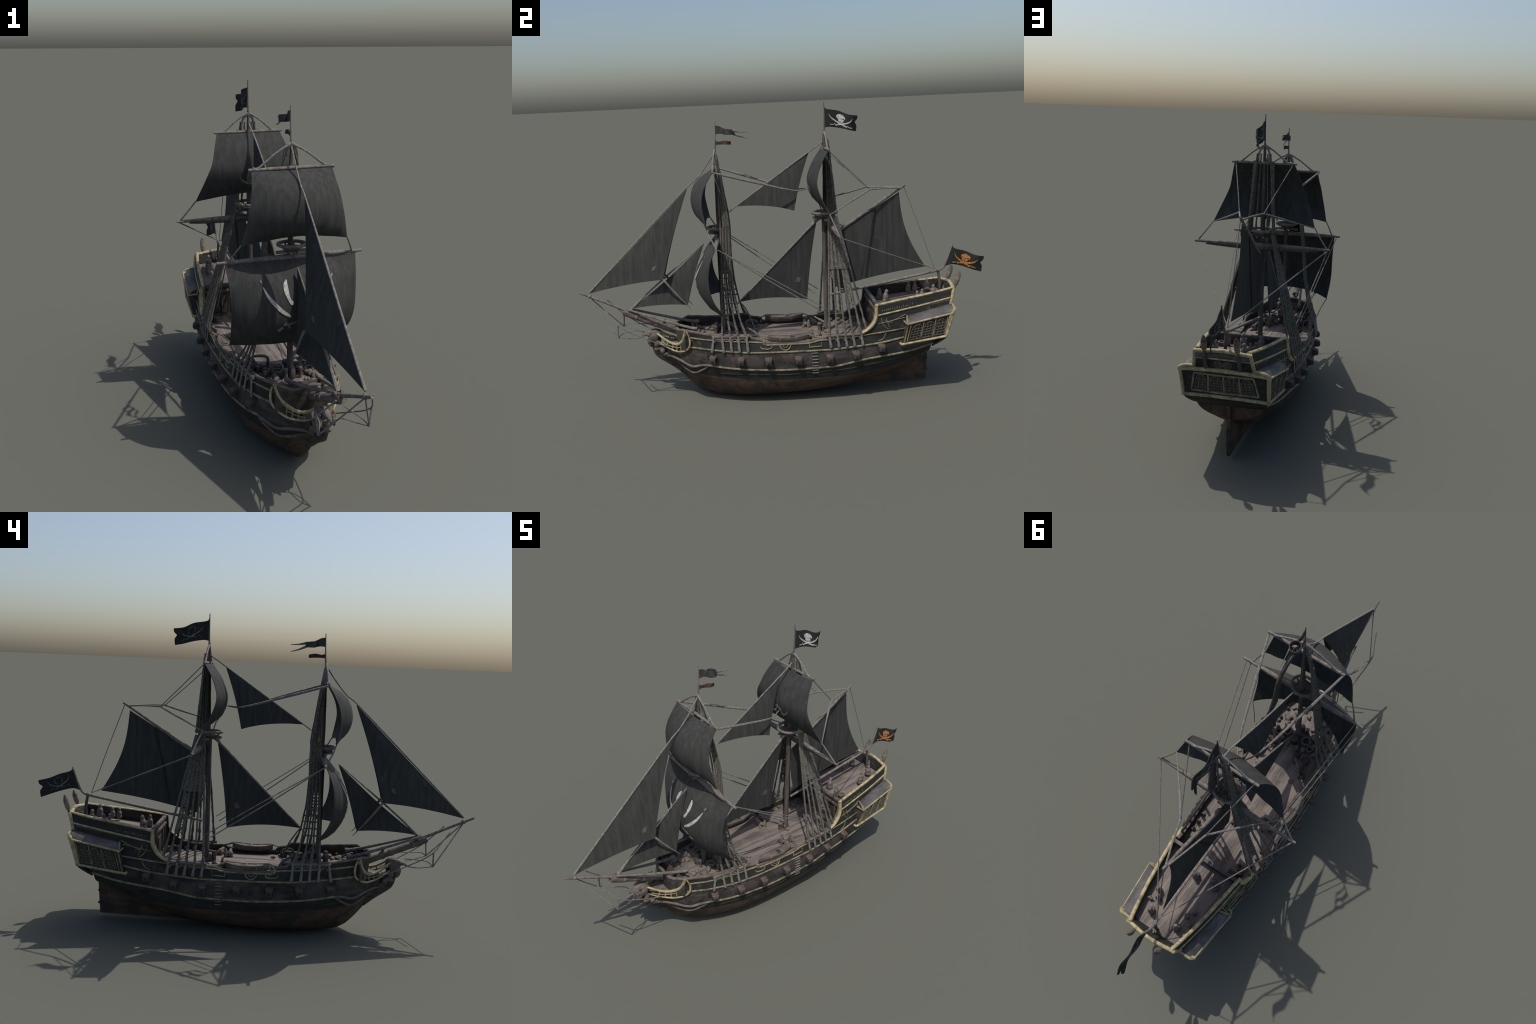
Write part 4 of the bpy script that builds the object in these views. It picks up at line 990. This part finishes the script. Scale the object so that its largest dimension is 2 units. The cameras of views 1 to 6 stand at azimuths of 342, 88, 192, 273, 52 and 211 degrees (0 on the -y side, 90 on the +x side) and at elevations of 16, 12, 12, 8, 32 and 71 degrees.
def person(x, y, h=.05, mat='stone', lean=0, hood=False):
    z = deck_at(y); e = [((x, y, z + h * .16), (h * .27, h * .27, h * .20)), ((x, y, z + h * .36), (h * .235, h * .24, h * .44)), ((x, y + lean, z + h * .84), (h * .15, h * .15, h * .17))]
    for k in (-1, 1): e.append(((x + k * h * .17, y - h * .06, z + h * .46), (h * .075, h * .10, h * .20), (15, k * 12, 0)))
    if hood: e.append(((x, y + lean, z + h * .93), (h * .09, h * .09, h * .14)))
    blob('crew_figure', e, mat, h * .045)
def lump(x, y, s, mat='stone', h=1., name='deck_bundle', n=6):
    z = deck_at(y); e = []
    for k in range(n):
        a = rng.uniform(0, 6.28); r = rng.uniform(0, s * .8); q = s * rng.uniform(.35, .65)
        e.append(((x + r * math.cos(a), y + r * math.sin(a), z + q * .6 * h), (q, q * rng.uniform(.6, 1), q * rng.uniform(.7, 1.2) * h), (rng.uniform(-40, 40), rng.uniform(-40, 40), rng.uniform(0, 180))))
    blob(name, e, mat, max(s * .11, .0016))
def post(x, y, r, h, name='bitt', cap=True, mat='wood'):
    z = deck_at(y) - .004; mb = MB(); mb.lathe((x, y, z), [(r * 1.15, 0), (r, .006), (r * .92, h * .8), (r * 1.12, h * .86), (r * 1.12, h * .96), (r * .9, h)] if cap else [(r, 0), (r, h)], 12); mb.obj(name, mat, bevel=0)

# main mast foot: fife posts, pump and rail
post(0, .170, .0105, .048, 'fife_post'); post(-.016, .185, .006, .040, 'fife_post'); post(.018, .186, .007, .035, 'fife_post')
lump(.022, .197, .014, 'stone', 1.5); lump(-.020, .200, .012, 'wood', 1.4)
single('fife_rail', 'spar', [(-.06, .150, .352), (-.03, .172, .345), (0, .196, .338)], [.004, .0055, .006], n=8, steps=8)
for sg in (1, -1):
    cannon(sg * .098, .104, 0 if sg > 0 else 180, 'stone'); cannon(sg * .122, .150, -20 if sg > 0 else 200, 'stone')
    person(sg * .074, .122, .040); lump(sg * .135, .152, .016, 'stone'); lump(sg * .080, .095, .012, 'stone')
    cannon(sg * .105, -.190, 90 if sg > 0 else 90, 'iron', .085); chest(sg * .118, -.152, 20); lump(sg * .128, -.135, .013, 'stone', .8)
    chest(sg * .098, -.222, 70, (.034, .026, .024)); barrel(sg * .058, -.258, .0145, .032); coil(sg * .050, -.300, .021); barrel(sg * .026, -.250, .015, .028)
    lump(sg * .072, -.335, .020, 'wood', 1.3, 'anchor_bundle', 8); lump(sg * .095, -.365, .022, 'wood', .9, 'anchor_bundle', 8)
    lump(sg * .060, -.400, .020, 'stone', 1.0, 'deck_bundle', 7); lump(sg * .085, -.430, .020, 'stone', .7, 'deck_bundle', 7)
    for k, (x, y) in enumerate(((.118, -.345), (.128, -.30), (.112, -.40), (.13, -.275))): 
        mb = MB(); mb.ball((sg * x, y, deck_at(y) + .008), .0085, 10); mb.obj('round_shot', 'iron')
    post(sg * .030, -.345, .008, .052, 'bitt'); post(sg * .045, -.465, .0085, .040, 'bitt'); person(sg * .098, -.29, .042, 'wood')
    lump(sg * .030, -.435, .016, 'stone', .8, 'deck_bundle', 6)
    single('bent_rail', 'wood', [(sg * .052, -.19, .30), (sg * .055, -.195, .345), (sg * .085, -.17, .345), (sg * .11, -.14, .325), (sg * .112, -.135, .298)], [.007, .006, .006, .005, .004], n=7, steps=16)
    for y in (.245, .285, .325):
        mb = MB(); mb.ball((sg * .158, y, deck_at(y) + .008), (.010, .010, .009)); mb.obj('deck_block', 'wood')
    barrel(sg * .135, .385, .012, .028); chest(sg * .105, .40, 0, (.035, .022, .024))
    # poop crew and fittings
    person(sg * .064, .726, .062, 'stone', .0, False); lump(sg * .066, .732, .020, 'stone', .8)
    person(sg * .074, .668, .050, 'stone', 0, False); person(sg * .090, .640, .052, 'stone'); lump(sg * .100, .690, .012, 'wood', .8)
    person(sg * .075, .488, .058, 'stone', .0, True)
    mb = MB(); z = deck_at(.5); mb.lathe((sg * .098, .502, z), [(.014, 0), (.019, .008), (.018, .018), (.012, .019), (.012, .012)], 14); mb.obj('rope_tub', 'wood')
person(0.0, .505, .066, 'stone', .004, True); person(.0, .795, .036, 'stone')
for x, y, q in ((.118, -.455, .014), (-.118, -.455, .014), (.0, -.41, .015), (.045, -.375, .013), (-.045, -.375, .013), (.125, -.325, .012), (-.125, -.325, .012), (.09, -.105, .012), (-.09, -.105, .012), (.0, -.505, .013)):
    lump(x, y, q, 'stone', 1.2, 'deck_bundle', 6)
for sg in (1, -1):
    coil(sg * .085, -.275, .014); barrel(sg * .075, -.225, .010, .024); post(sg * .115, -.255, .006, .04); chest(sg * .045, -.22, 35, (.026, .02, .018)); coil(sg * .12, .36, .013)
# capstan behind the fore mast
mb = MB(); z = deck_at(-.275); mb.lathe((0.0, -.275, z), [(.017, 0), (.013, .006), (.012, .034), (.019, .038), (.020, .050), (.010, .052)], 14); mb.obj('capstan', 'bulwark')
mb = MB(); mb.lathe((-.004, -.345, deck_at(-.345)), [(.010, 0), (.012, .004), (.013, .018), (.0125, .038), (.010, .046), (.0105, .052), (.006, .053)], 14); mb.obj('belfry_post', 'mast')
# main hatch coaming
mb = MB(); mb.box((0, -.03, deck_at(-.03) - .001), (.10, .11, .006)); mb.obj('hatch_cover', 'deck', bevel=.001)
single('bow_cleat', 'stone', [(.03, -.47, .325), (.035, -.455, .345), (.06, -.44, .338), (.075, -.42, .325)], [.004, .008, .006, .005], n=7, steps=12)
